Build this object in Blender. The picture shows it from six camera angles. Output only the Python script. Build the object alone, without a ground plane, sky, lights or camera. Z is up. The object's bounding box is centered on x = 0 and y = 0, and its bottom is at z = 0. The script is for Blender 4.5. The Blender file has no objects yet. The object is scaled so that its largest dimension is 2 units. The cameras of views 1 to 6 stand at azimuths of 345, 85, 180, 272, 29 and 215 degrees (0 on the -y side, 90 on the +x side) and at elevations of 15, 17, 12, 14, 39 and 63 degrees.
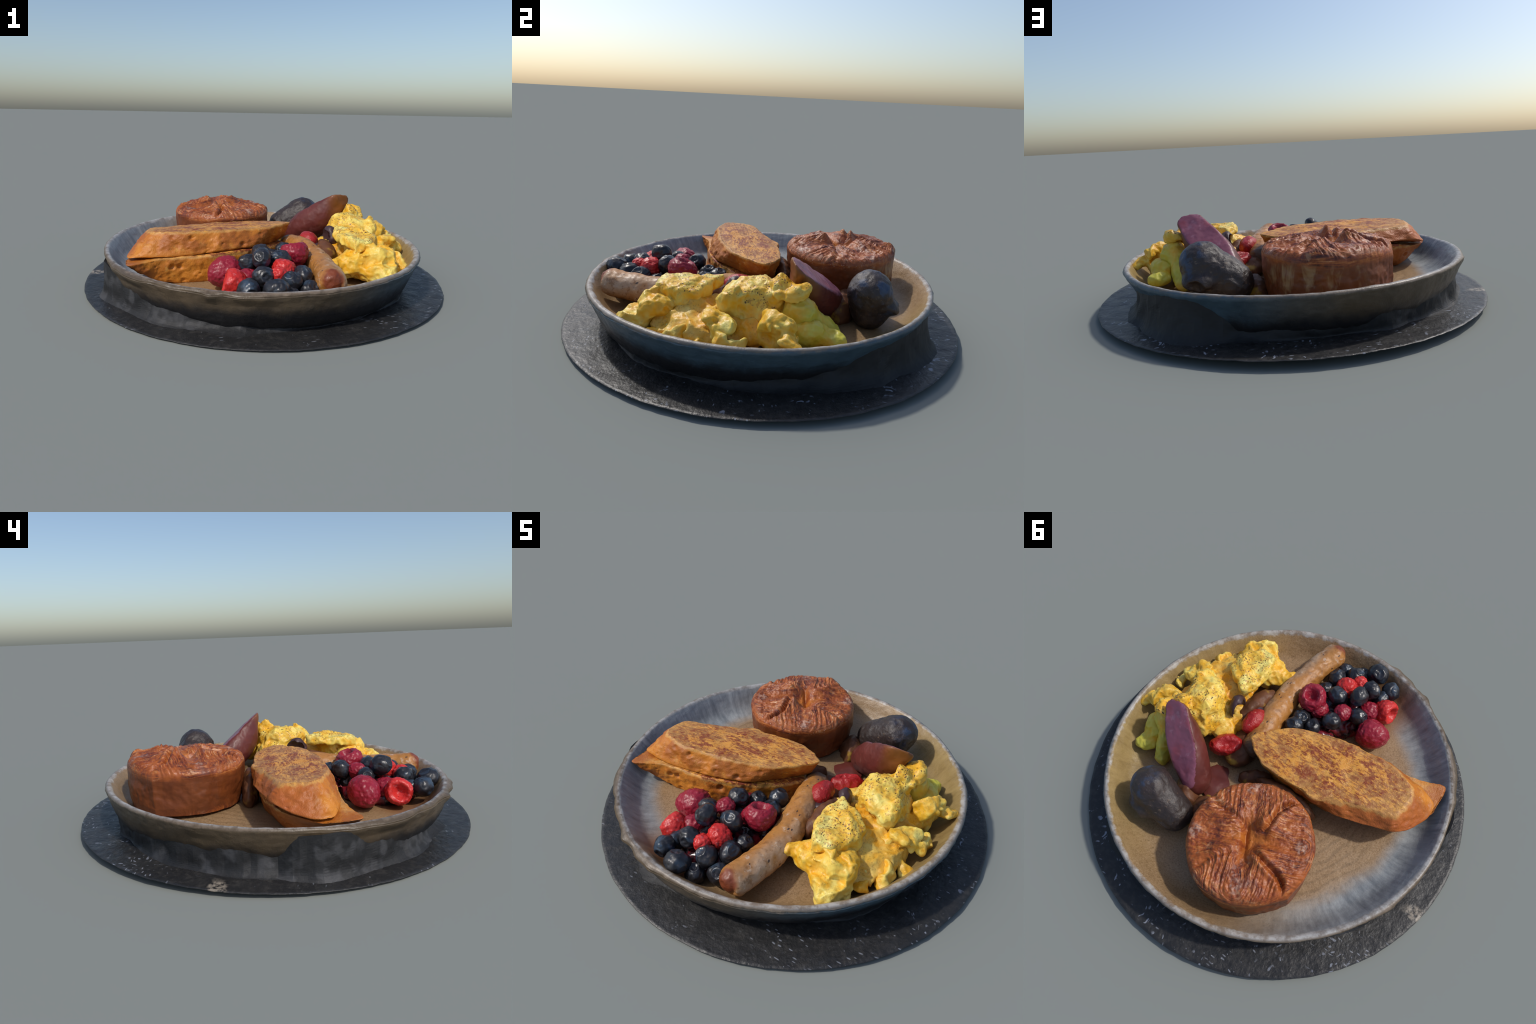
# A breakfast plate: slate board, stoneware bowl, french toast, laminated pastry,
# sausage, scrambled egg, roast potatoes, tomatoes, blueberries and raspberries.
import bpy, math
import numpy as np

# ------------------------------------------------------------------ numpy noise
def _hash(ix, iy, iz, seed):
    h = (ix.astype(np.int64) * 374761393 + iy.astype(np.int64) * 668265263
         + iz.astype(np.int64) * 2147483647 + seed * 974634777) & 0xFFFFFFFF
    h = ((h ^ (h >> 13)) * 1274126177) & 0xFFFFFFFF
    h = ((h ^ (h >> 16)) * 2246822519) & 0xFFFFFFFF
    return (h ^ (h >> 15)) & 0xFFFFFFFF


def perlin(P, scale, seed=0):
    P = np.asarray(P, float) * scale
    I = np.floor(P).astype(np.int64)
    F = P - I
    U = F * F * F * (F * (F * 6 - 15) + 10)
    out = 0.0
    for dx in (0, 1):
        for dy in (0, 1):
            for dz in (0, 1):
                h = _hash(I[:, 0] + dx, I[:, 1] + dy, I[:, 2] + dz, seed)
                g = np.stack([(h & 1023), (h >> 10) & 1023, (h >> 20) & 1023], 1) / 511.5 - 1.0
                d = F - np.array([dx, dy, dz])
                w = ((U[:, 0] if dx else 1 - U[:, 0]) * (U[:, 1] if dy else 1 - U[:, 1])
                     * (U[:, 2] if dz else 1 - U[:, 2]))
                out = out + w * (g * d).sum(1)
    return out


def fbm(P, scale, octaves=3, seed=0, gain=0.5):
    a, s, o = 1.0, scale, 0.0
    for k in range(octaves):
        o = o + a * perlin(P, s, seed + 17 * k)
        a *= gain
        s *= 2.03
    return o


def worley(P, scale, seed=0):
    """distance to the nearest and the second nearest random point"""
    P = np.asarray(P, float) * scale
    I = np.floor(P).astype(np.int64)
    f1 = np.full(len(P), 9.0)
    f2 = np.full(len(P), 9.0)
    for dx in (-1, 0, 1):
        for dy in (-1, 0, 1):
            for dz in (-1, 0, 1):
                J = I + np.array([dx, dy, dz])
                h = _hash(J[:, 0], J[:, 1], J[:, 2], seed)
                c = J + np.stack([(h & 1023), (h >> 10) & 1023, (h >> 20) & 1023], 1) / 1023.0
                d = np.linalg.norm(P - c, axis=1)
                f2 = np.minimum(f2, np.maximum(d, f1))
                f1 = np.minimum(f1, d)
    return f1, f2


def sstep(a, b, x):
    t = np.clip((np.asarray(x, float) - a) / (b - a), 0, 1)
    return t * t * (3 - 2 * t)


def smin(a, b, k):
    h = np.clip(0.5 + 0.5 * (b - a) / k, 0, 1)
    return b + (a - b) * h - k * h * (1 - h)


def rot(yaw=0, pitch=0, roll=0):
    cy, sy, cp, sp, cr, sr = (f(math.radians(a)) for a in (yaw, pitch, roll) for f in (math.cos, math.sin))
    return (np.array([[cy, -sy, 0], [sy, cy, 0], [0, 0, 1]])
            @ np.array([[cp, 0, sp], [0, 1, 0], [-sp, 0, cp]])
            @ np.array([[1, 0, 0], [0, cr, -sr], [0, sr, cr]]))


def basis(x, up=(0, 0, 1)):
    x = np.array(x, float)
    x /= np.linalg.norm(x)
    y = np.cross(up, x)
    y /= np.linalg.norm(y)
    return np.stack([x, y, np.cross(x, y)], 1)


# ------------------------------------------------------------------ distance fields
def ellipsoid(P, c, r, R=None):
    q = P - np.array(c)
    if R is not None:
        q = q @ R
    r = np.array(r, float)
    k0 = np.linalg.norm(q / r, axis=1)
    k1 = np.linalg.norm(q / (r * r), axis=1) + 1e-9
    return k0 * (k0 - 1) / k1


def capsule(P, a, b, ra, rb):
    a, b = np.array(a, float), np.array(b, float)
    t = np.clip((P - a) @ (b - a) / ((b - a) @ (b - a)), 0, 1)
    return np.linalg.norm(P - a - t[:, None] * (b - a), axis=1) - (ra + (rb - ra) * t)


def halfspace(P, p, n):
    n = np.array(n, float)
    return (P - np.array(p)) @ (n / np.linalg.norm(n))


def slab(P, corners, thick, rnd):
    """rounded plate over a convex polygon of 3D corners (counter-clockwise from above)"""
    C = np.array(corners, float)
    m = C.mean(0)
    n = np.linalg.svd(C - m)[2][2]
    n = n if n[2] > 0 else -n
    d = np.abs((P - m) @ n + thick / 2) - thick / 2
    for a, b in zip(C, np.roll(C, -1, 0)):
        e = np.cross(b - a, n)
        d = smin(-d, -((P - a) @ (e / np.linalg.norm(e))), rnd) * -1
    return d


def surface(f, lo, hi, h, detail=None, band=0.05):
    """naive surface nets of f < 0 on a grid of cell h; detail(P) is added near the surface"""
    lo, hi = np.array(lo, float), np.array(hi, float)
    n = np.ceil((hi - lo) / h).astype(int) + 1
    ax = [lo[i] + h * np.arange(n[i]) for i in range(3)]
    G = np.stack(np.meshgrid(*ax, indexing="ij"), -1)
    G = G.reshape(-1, 3)
    V = f(G)
    if detail is not None:
        near = np.abs(V) < band
        V[near] += detail(G[near])
    V = V.reshape(n)
    V[[0, -1]] = 1.0
    V[:, [0, -1]] = 1.0
    V[:, :, [0, -1]] = 1.0
    m = n - 1
    S = np.zeros(tuple(m) + (3,))
    N = np.zeros(m)
    sl = lambda o: tuple(slice(o[i], o[i] + m[i]) for i in range(3))
    corners = [(i, j, k) for i in (0, 1) for j in (0, 1) for k in (0, 1)]
    for a in corners:
        for axis in range(3):
            if a[axis]:
                continue
            b = list(a)
            b[axis] = 1
            va, vb = V[sl(a)], V[sl(b)]
            x = (va < 0) != (vb < 0)
            t = np.where(x, va / np.where(x, va - vb, 1), 0)
            p = np.zeros(tuple(m) + (3,))
            p[..., :] = a
            p[..., axis] += t
            S += np.where(x[..., None], p, 0)
            N += x
    act = N > 0
    idx = -np.ones(m, int)
    idx[act] = np.arange(act.sum())
    cells = np.argwhere(act)
    verts = lo + h * (cells + S[act] / N[act][:, None])
    faces = []
    inside = V < 0
    for axis in range(3):
        u, w = (axis + 1) % 3, (axis + 2) % 3
        a = [slice(1, -1)] * 3
        b = [slice(1, -1)] * 3
        a[axis], b[axis] = slice(0, -1), slice(1, None)
        A, B = inside[tuple(a)], inside[tuple(b)]
        e = np.argwhere(A != B)
        off = np.ones(3, int)
        off[axis] = 0
        e = e + off
        flip = inside[tuple(e.T)]
        q = []
        for du, dw in ((0, 0), (1, 0), (1, 1), (0, 1)):
            c = e.copy()
            c[:, u] -= du
            c[:, w] -= dw
            q.append(idx[tuple(c.T)])
        q = np.stack(q, 1)
        q[~flip] = q[~flip][:, ::-1]
        faces.append(q)
    return verts, np.concatenate(faces)


# ------------------------------------------------------------------ mesh helpers
def mesh_object(name, V, F, material, origin=(0, 0, 0), parent=None, smooth=True):
    V = np.asarray(V, float) - np.array(origin, float)
    F = np.asarray(F)
    me = bpy.data.meshes.new(name)
    k = F.shape[1]
    me.vertices.add(len(V))
    me.vertices.foreach_set("co", V.astype(np.float32).ravel())
    me.loops.add(F.size)
    me.loops.foreach_set("vertex_index", F.astype(np.int32).ravel())
    me.polygons.add(len(F))
    me.polygons.foreach_set("loop_start", np.arange(0, F.size, k, dtype=np.int32))
    me.update(calc_edges=True)
    me.validate()
    me.polygons.foreach_set("use_smooth", np.full(len(me.polygons), smooth))
    me.materials.append(material)
    ob = bpy.data.objects.new(name, me)
    bpy.context.scene.collection.objects.link(ob)
    if parent is not None:
        ob.parent = parent
        ob.location = np.array(origin, float) - np.array(parent["at"][:], float) if "at" in parent else origin
    else:
        ob.location = origin
    return ob


def empty(name, at, label, category):
    ob = bpy.data.objects.new(name, None)
    ob.empty_display_size = 0.05
    ob.location = at
    ob["at"] = list(map(float, at))
    ob["label"], ob["category"] = label, category
    bpy.context.scene.collection.objects.link(ob)
    return ob


def tag(ob, label, category):
    ob["label"], ob["category"] = label, category
    return ob


def grid_faces(rows, cols, closed=True):
    i = np.arange(rows - 1)[:, None]
    j = np.arange(cols if closed else cols - 1)[None, :]
    a = i * cols + j
    b = i * cols + (j + 1) % cols
    return np.stack([a, b, b + cols, a + cols], -1).reshape(-1, 4)


def catmull(C, n, closed=False):
    C = np.array(C, float)
    m = len(C)
    t = np.linspace(0, m if closed else m - 1, n, endpoint=not closed)
    i = np.minimum(t.astype(int), m - 1 if closed else m - 2)
    u = (t - i)[:, None]
    if closed:
        p = [C[(i + k) % m] for k in (-1, 0, 1, 2)]
    else:
        E = np.vstack([2 * C[0] - C[1], C, 2 * C[-1] - C[-2]])
        p = [E[i + k] for k in (0, 1, 2, 3)]
    return 0.5 * (2 * p[1] + (p[2] - p[0]) * u + (2 * p[0] - 5 * p[1] + 4 * p[2] - p[3]) * u ** 2
                  + (3 * p[1] - p[0] - 3 * p[2] + p[3]) * u ** 3)


def normals_of(V, F):
    n = np.zeros_like(V)
    a = np.cross(V[F[:, 2]] - V[F[:, 0]], V[F[:, -1]] - V[F[:, 1]])
    for k in range(F.shape[1]):
        np.add.at(n, F[:, k], a)
    return n / (np.linalg.norm(n, axis=1)[:, None] + 1e-12)


def periodic(az, table):
    """smooth periodic interpolation of (azimuth in degrees, value) pairs"""
    T = sorted(table)
    a = np.array([t[0] for t in T], float)
    v = np.array([t[1] for t in T], float)
    a = np.r_[a[-1] - 360, a, a[0] + 360]
    v = np.r_[v[-1], v, v[0]]
    return np.interp((np.asarray(az) + 180) % 360 - 180, a, v)


# ------------------------------------------------------------------ shader helpers
class Nodes:
    def __init__(self, name):
        self.mat = bpy.data.materials.new(name)
        self.mat.use_nodes = True
        self.t = self.mat.node_tree
        self.t.nodes.clear()
        self.out = self.t.nodes.new("ShaderNodeOutputMaterial")
        self.bsdf = self.t.nodes.new("ShaderNodeBsdfPrincipled")
        self.t.links.new(self.bsdf.outputs[0], self.out.inputs[0])
        self.obj = self.t.nodes.new("ShaderNodeTexCoord").outputs["Object"]
        self.geo = self.t.nodes.new("ShaderNodeNewGeometry")
        self.info = self.t.nodes.new("ShaderNodeObjectInfo")

    def put(self, socket, v):
        if isinstance(v, bpy.types.NodeSocket):
            self.t.links.new(v, socket)
        elif isinstance(v, (tuple, list)) and len(v) == 3 and socket.type == "RGBA":
            socket.default_value = (*v, 1)
        else:
            socket.default_value = v

    def math(self, op, a, b=0.0, c=0.0, clamp=False):
        n = self.t.nodes.new("ShaderNodeMath")
        n.operation = op
        n.use_clamp = clamp
        for s, v in zip(n.inputs, (a, b, c)):
            self.put(s, v)
        return n.outputs[0]

    def vec(self, op, a, b=(0, 0, 0), scale=None):
        n = self.t.nodes.new("ShaderNodeVectorMath")
        n.operation = op
        self.put(n.inputs[0], a)
        self.put(n.inputs[1], b)
        if scale is not None:
            self.put(n.inputs["Scale"], scale)
        return n.outputs["Value"] if op in ("DOT_PRODUCT", "LENGTH", "DISTANCE") else n.outputs["Vector"]

    def xyz(self, v):
        n = self.t.nodes.new("ShaderNodeSeparateXYZ")
        self.put(n.inputs[0], v)
        return n.outputs

    def comb(self, x, y, z):
        n = self.t.nodes.new("ShaderNodeCombineXYZ")
        for s, v in zip(n.inputs, (x, y, z)):
            self.put(s, v)
        return n.outputs[0]

    def noise(self, scale, detail=3.0, rough=0.5, dist=0.0, vec=None):
        n = self.t.nodes.new("ShaderNodeTexNoise")
        self.put(n.inputs["Vector"], self.obj if vec is None else vec)
        n.inputs["Scale"].default_value = scale
        n.inputs["Detail"].default_value = detail
        n.inputs["Roughness"].default_value = rough
        n.inputs["Distortion"].default_value = dist
        return n.outputs["Fac"]

    def noisevec(self, scale, detail=2.0):
        n = self.t.nodes.new("ShaderNodeTexNoise")
        self.put(n.inputs["Vector"], self.obj)
        n.inputs["Scale"].default_value = scale
        n.inputs["Detail"].default_value = detail
        return self.vec("SUBTRACT", n.outputs["Color"], (0.5, 0.5, 0.5))

    def voronoi(self, scale, feature="F1", vec=None, rand=1.0, out="Distance"):
        n = self.t.nodes.new("ShaderNodeTexVoronoi")
        n.feature = feature
        self.put(n.inputs["Vector"], self.obj if vec is None else vec)
        n.inputs["Scale"].default_value = scale
        n.inputs["Randomness"].default_value = rand
        return n.outputs[out]

    def ramp(self, f, a, b):
        """0 below a, 1 above b, smooth"""
        n = self.t.nodes.new("ShaderNodeMapRange")
        n.interpolation_type = "SMOOTHSTEP"
        self.put(n.inputs[0], f)
        lo, hi, ta, tb = (a, b, 0.0, 1.0) if a < b else (b, a, 1.0, 0.0)
        for k, v in ((1, lo), (2, hi), (3, ta), (4, tb)):
            n.inputs[k].default_value = v
        return n.outputs[0]

    def mix(self, f, a, b, mode="MIX"):
        n = self.t.nodes.new("ShaderNodeMix")
        n.data_type = "RGBA"
        n.blend_type = mode
        self.put(n.inputs["Factor"], f)
        self.put(n.inputs[6], a)
        self.put(n.inputs[7], b)
        return n.outputs[2]

    def colors(self, f, stops):
        n = self.t.nodes.new("ShaderNodeValToRGB")
        self.put(n.inputs[0], f)
        e = n.color_ramp.elements
        while len(e) < len(stops):
            e.new(0.5)
        for el, (p, c) in zip(e, stops):
            el.position = p
            el.color = (*c, 1)
        return n.outputs[0]

    def spots(self, at, radii, soft=0.5, warp=0.0, wscale=20.0):
        """mask that is 1 inside an ellipsoid at a place in object coordinates"""
        v = self.vec("SUBTRACT", self.obj, tuple(at))
        if warp:
            v = self.vec("ADD", v, self.vec("SCALE", self.noisevec(wscale), scale=warp))
        v = self.vec("DIVIDE", v, tuple(radii))
        return self.ramp(self.vec("LENGTH", v), 1.0 + soft, 1.0 - soft)

    def bump(self, h, strength=0.3, dist=0.01):
        n = self.t.nodes.new("ShaderNodeBump")
        n.inputs["Strength"].default_value = strength
        n.inputs["Distance"].default_value = dist
        self.put(n.inputs["Height"], h)
        self.t.links.new(n.outputs[0], self.bsdf.inputs["Normal"])

    def finish(self, color, rough=0.6, spec=0.3, sss=0.0, coat=0.0):
        b = self.bsdf.inputs
        self.put(b["Base Color"], color)
        self.put(b["Roughness"], rough)
        b["Specular IOR Level"].default_value = spec
        if sss:
            b["Subsurface Weight"].default_value = sss
            b["Subsurface Radius"].default_value = (0.02, 0.01, 0.005)
            b["Subsurface Scale"].default_value = 0.5
        if coat:
            b["Coat Weight"].default_value = coat
            b["Coat Roughness"].default_value = 0.15
        return self.mat


# ------------------------------------------------------------------ layout of the board and bowl
BC = np.array([-0.011, -0.0135])          # centre of the bowl
PAST = np.array([-0.157, 0.430, 0.120])   # base of the round pastry


def tilt(x, y):
    return 0.0028 * x + 0.0138 * y


def polar(r, a):
    return BC[0] + r * np.cos(a), BC[1] + r * np.sin(a)


# ------------------------------------------------------------------ materials
def slate_material():
    N = Nodes("slate")
    base = N.mix(N.noise(6, 4), (0.010, 0.010, 0.011), (0.028, 0.027, 0.026))
    base = N.mix(N.math("MULTIPLY", N.ramp(N.noise(34, 3, 0.6), 0.45, 0.7), 0.7), base, (0.042, 0.039, 0.036))
    # mineral flecks and scratches
    v = N.voronoi(42, vec=N.vec("ADD", N.obj, N.vec("SCALE", N.noisevec(12), scale=0.06)))
    fleck = N.math("MULTIPLY", N.ramp(v, 0.15, 0.06), N.ramp(N.noise(7, 4, 0.6), 0.52, 0.64))
    sv = N.vec("MULTIPLY", N.vec("ADD", N.obj, N.vec("SCALE", N.noisevec(3), scale=0.15)), (1, 3.2, 1))
    scr = N.math("MULTIPLY", N.ramp(N.voronoi(16, vec=sv), 0.19, 0.12), N.ramp(N.noise(3.2, 3), 0.45, 0.62))
    x = N.xyz(N.obj)
    sv2 = N.vec("MULTIPLY", N.vec("ADD", N.obj, N.vec("SCALE", N.noisevec(6, 3), scale=0.22)), (2.6, 1.2, 1))
    chip = N.math("MULTIPLY", N.ramp(N.voronoi(17, vec=sv2), 0.27, 0.20), N.math("MULTIPLY", N.ramp(N.noise(6, 4, 0.65), 0.50, 0.62), N.ramp(N.vec("DOT_PRODUCT", N.obj, (0.6, 0.75, 0)), -0.5, 0.3)))
    c = N.mix(N.math("MULTIPLY", fleck, 0.8), base, (0.30, 0.31, 0.34))
    c = N.mix(N.math("MULTIPLY", scr, 0.5), c, (0.34, 0.36, 0.41))
    c = N.mix(N.math("MULTIPLY", chip, 0.85), c, (0.28, 0.30, 0.35))
    # one chalky patch on the edge
    patch = N.math("MULTIPLY", N.spots((-0.955, 0.215, 0.02), (0.07, 0.03, 0.1), 0.35, 0.05, 30), N.ramp(N.noise(60, 3), 0.3, 0.6))
    c = N.mix(patch, c, (0.28, 0.24, 0.19))
    N.bump(N.math("ADD", N.noise(60, 4, 0.6), N.math("MULTIPLY", N.noise(14, 2), 1.5)), 0.5, 0.006)
    return N.finish(c, N.math("MULTIPLY_ADD", N.noise(20), 0.22, 0.32), 0.5)


def glaze_material():
    """stoneware glaze: tan floor, reflection tinted onto the wall, pale worn rim, shade painted outside"""
    N = Nodes("stoneware_glaze")
    p = N.vec("SUBTRACT", N.obj, (BC[0], BC[1], 0))
    x, y, z = N.xyz(p)[0], N.xyz(p)[1], N.xyz(p)[2]
    wob = N.math("MULTIPLY", N.math("SUBTRACT", N.noise(5, 3), 0.5), 0.10)
    r = N.math("ADD", N.vec("LENGTH", N.comb(x, y, 0)), wob)
    grain = N.noise(120, 3, 0.7)
    tan = N.mix(N.noise(7, 4, 0.6), (0.185, 0.110, 0.050), (0.34, 0.215, 0.105))
    tan = N.mix(N.math("MULTIPLY", N.ramp(grain, 0.35, 0.75), 0.6), tan, (0.42, 0.29, 0.165))
    tan = N.mix(N.math("MULTIPLY", N.ramp(grain, 0.42, 0.3), 0.6), tan, (0.10, 0.062, 0.03))
    # turning rings on the empty floor
    ring = N.math("SINE", N.math("MULTIPLY", r, 150.0))
    ringm = N.math("MULTIPLY", N.spots((-0.45, 0.33, 0.12), (0.24, 0.34, 0.2), 0.5), N.ramp(N.math("ADD", ring, N.math("MULTIPLY", N.noise(16, 3), 1.8)), 0.8, 2.4))
    tan = N.mix(N.math("MULTIPLY", ringm, 0.38), tan, (0.12, 0.075, 0.035))
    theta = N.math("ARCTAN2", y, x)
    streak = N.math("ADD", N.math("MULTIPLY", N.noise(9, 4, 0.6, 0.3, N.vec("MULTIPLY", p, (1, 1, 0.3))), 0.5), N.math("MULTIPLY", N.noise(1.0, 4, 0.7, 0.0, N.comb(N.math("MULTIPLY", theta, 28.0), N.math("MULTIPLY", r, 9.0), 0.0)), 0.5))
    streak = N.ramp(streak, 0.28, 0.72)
    blue = N.mix(streak, (0.145, 0.162, 0.176), (0.40, 0.425, 0.425))  # sky reflection on the -x wall, painted into the base colour
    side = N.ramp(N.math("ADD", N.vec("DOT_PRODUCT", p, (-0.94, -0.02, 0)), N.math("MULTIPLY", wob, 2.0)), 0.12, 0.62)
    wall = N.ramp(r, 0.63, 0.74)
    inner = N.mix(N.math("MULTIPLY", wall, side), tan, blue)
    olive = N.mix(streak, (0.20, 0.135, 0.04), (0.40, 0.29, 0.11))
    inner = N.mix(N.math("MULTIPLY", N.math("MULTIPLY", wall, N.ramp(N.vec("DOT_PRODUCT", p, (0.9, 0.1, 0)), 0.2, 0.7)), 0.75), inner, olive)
    stain = N.ramp(N.math("ADD", N.vec("LENGTH", N.vec("SUBTRACT", N.obj, (-0.27, -0.66, 0.14))), N.math("MULTIPLY", wob, 1.0)), 0.22, 0.08)
    inner = N.mix(N.math("MULTIPLY", stain, 0.7), inner, (0.22, 0.085, 0.03))
    # outside
    ot = N.noise(10, 4, 0.6, 0.3, N.vec("MULTIPLY", p, (1, 1, 0.4)))
    brown = N.mix(ot, (0.040, 0.029, 0.018), (0.135, 0.094, 0.054))
    teal = N.mix(ot, (0.034, 0.060, 0.082), (0.078, 0.125, 0.158))
    outer = N.mix(N.ramp(N.math("ADD", N.vec("DOT_PRODUCT", p, (0.95, 0.15, 0)), N.math("MULTIPLY", wob, 2.5)), -0.1, 0.5), brown, teal)
    outer = N.mix(N.ramp(N.math("ADD", z, N.math("MULTIPLY", N.math("SUBTRACT", N.noise(9, 4, 0.65), 0.5), 0.09)), 0.165, 0.085), outer, (0.016, 0.015, 0.016))  # shade under the bowl's flank, drawn as a height-driven darkening
    # normal-independent split between inside and outside: the outer skin lies beyond this cone
    edge = N.math("SUBTRACT", r, wob)
    zt = N.math("SUBTRACT", z, N.math("MULTIPLY", y, 0.0138))
    out = N.ramp(N.math("SUBTRACT", edge, N.math("MULTIPLY_ADD", zt, 0.55, 0.736)), -0.004, 0.004)
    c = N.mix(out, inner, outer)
    rimn = N.noise(24, 4, 0.65)
    rimc = N.mix(N.ramp(rimn, 0.34, 0.66), (0.19, 0.155, 0.125), (0.44, 0.43, 0.41))
    rim = N.math("MULTIPLY", N.ramp(N.math("ADD", zt, N.math("MULTIPLY", N.math("SUBTRACT", rimn, 0.5), 0.03)), 0.214, 0.225), 0.8)
    rimc = N.mix(N.ramp(N.math("ADD", edge, N.math("MULTIPLY", N.math("SUBTRACT", rimn, 0.5), 0.02)), 0.862, 0.874), rimc, N.mix(rimn, (0.10, 0.070, 0.045), (0.26, 0.20, 0.145)))
    c = N.mix(rim, c, rimc)
    N.bump(N.math("ADD", N.noise(150, 3, 0.6), N.noise(30, 3)), 0.35, 0.003)
    return N.finish(c, N.math("MULTIPLY_ADD", grain, 0.3, 0.26), 0.5)


def foot_material():
    N = Nodes("dark_foot")
    c = N.mix(N.noise(9, 4, 0.6), (0.010, 0.010, 0.011), (0.020, 0.020, 0.021))
    pale = N.voronoi(22, out="Color")
    c = N.mix(N.math("MULTIPLY", N.ramp(N.noise(13, 2), 0.5, 0.7), N.ramp(N.xyz(N.obj)[0], 0.1, -0.5)), c, (0.045, 0.045, 0.048))
    N.bump(N.noise(40, 3), 0.5, 0.006)
    return N.finish(c, 0.62, 0.4)


def toast_material(top_z, slope, name, seed):
    """egg-dipped bread: a griddled face (by place: above the slanted top plane) and golden sides"""
    N = Nodes(name)
    q = N.vec("ADD", N.obj, (seed, seed * 0.7, 0))
    x, y, z = N.xyz(N.obj)
    up = N.math("SUBTRACT", z, N.math("MULTIPLY_ADD", y, slope, top_z))
    stretch = N.vec("MULTIPLY", q, (0.75, 1.2, 1.0))
    blot = N.noise(9, 5, 0.72, 0.4, stretch)
    fine = N.noise(70, 4, 0.7, 0.5, N.vec("MULTIPLY", q, (0.5, 1.3, 1)))
    gold = N.mix(N.noise(24, 3, 0.6, 0.0, q), (0.58, 0.190, 0.018), (0.74, 0.370, 0.065))
    face = N.mix(N.ramp(N.math("MULTIPLY_ADD", fine, 0.75, N.math("MULTIPLY", blot, 0.70)), 0.63, 0.77), gold, (0.225, 0.042, 0.012))
    face = N.mix(N.math("MULTIPLY", N.ramp(N.noise(95, 3, 0.6, 0.3, q), 0.62, 0.72), 0.55), face, (0.66, 0.40, 0.14))
    face = N.mix(N.math("MULTIPLY", N.ramp(N.noise(55, 4, 0.7, 0, q), 0.62, 0.72), 0.8), face, (0.20, 0.055, 0.018))
    side = N.mix(N.noise(11, 4, 0.6, 0.3, q), (0.38, 0.092, 0.008), (0.68, 0.270, 0.026))
    side = N.mix(N.math("MULTIPLY", N.ramp(N.noise(30, 4, 0.65, 0, q), 0.54, 0.70), 0.5), side, (0.72, 0.38, 0.08))
    side = N.mix(N.math("MULTIPLY", N.ramp(N.noise(60, 3, 0.6, 0, q), 0.60, 0.72), 0.45), side, (0.15, 0.036, 0.010))
    side = N.mix(N.math("MULTIPLY", N.ramp(N.noise(6, 3, 0.55, 0.5, q), 0.46, 0.62), 0.7), side, (0.30, 0.075, 0.012))
    crust = N.mix(N.noise(14, 4, 0.6, 0, q), (0.27, 0.050, 0.012), (0.52, 0.150, 0.026))
    side = N.mix(N.math("MULTIPLY", N.ramp(N.math("SUBTRACT", N.math("MULTIPLY", y, 0.9), N.math("MULTIPLY", x, 0.45)), 0.08, 0.20), 0.8), side, crust)
    cut = N.math("ADD", up, N.math("MULTIPLY", N.math("SUBTRACT", N.noise(40, 3), 0.5), 0.022))
    c = N.mix(N.ramp(cut, -0.030, -0.018), side, face)
    lip = N.math("MULTIPLY", N.ramp(cut, -0.034, -0.022), N.ramp(cut, -0.010, -0.022))
    c = N.mix(N.math("MULTIPLY", lip, 0.5), c, (0.66, 0.38, 0.11))
    N.bump(N.math("ADD", N.noise(35, 4, 0.6), N.math("MULTIPLY", N.noise(160, 2), 0.5)), 0.5, 0.006)
    return N.finish(c, N.math("MULTIPLY_ADD", fine, 0.3, 0.34), 0.4)


PETALS = [(-0.166, -0.076), (-0.061, 0.171), (0.184, 0.081), (0.095, -0.168)]


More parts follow.
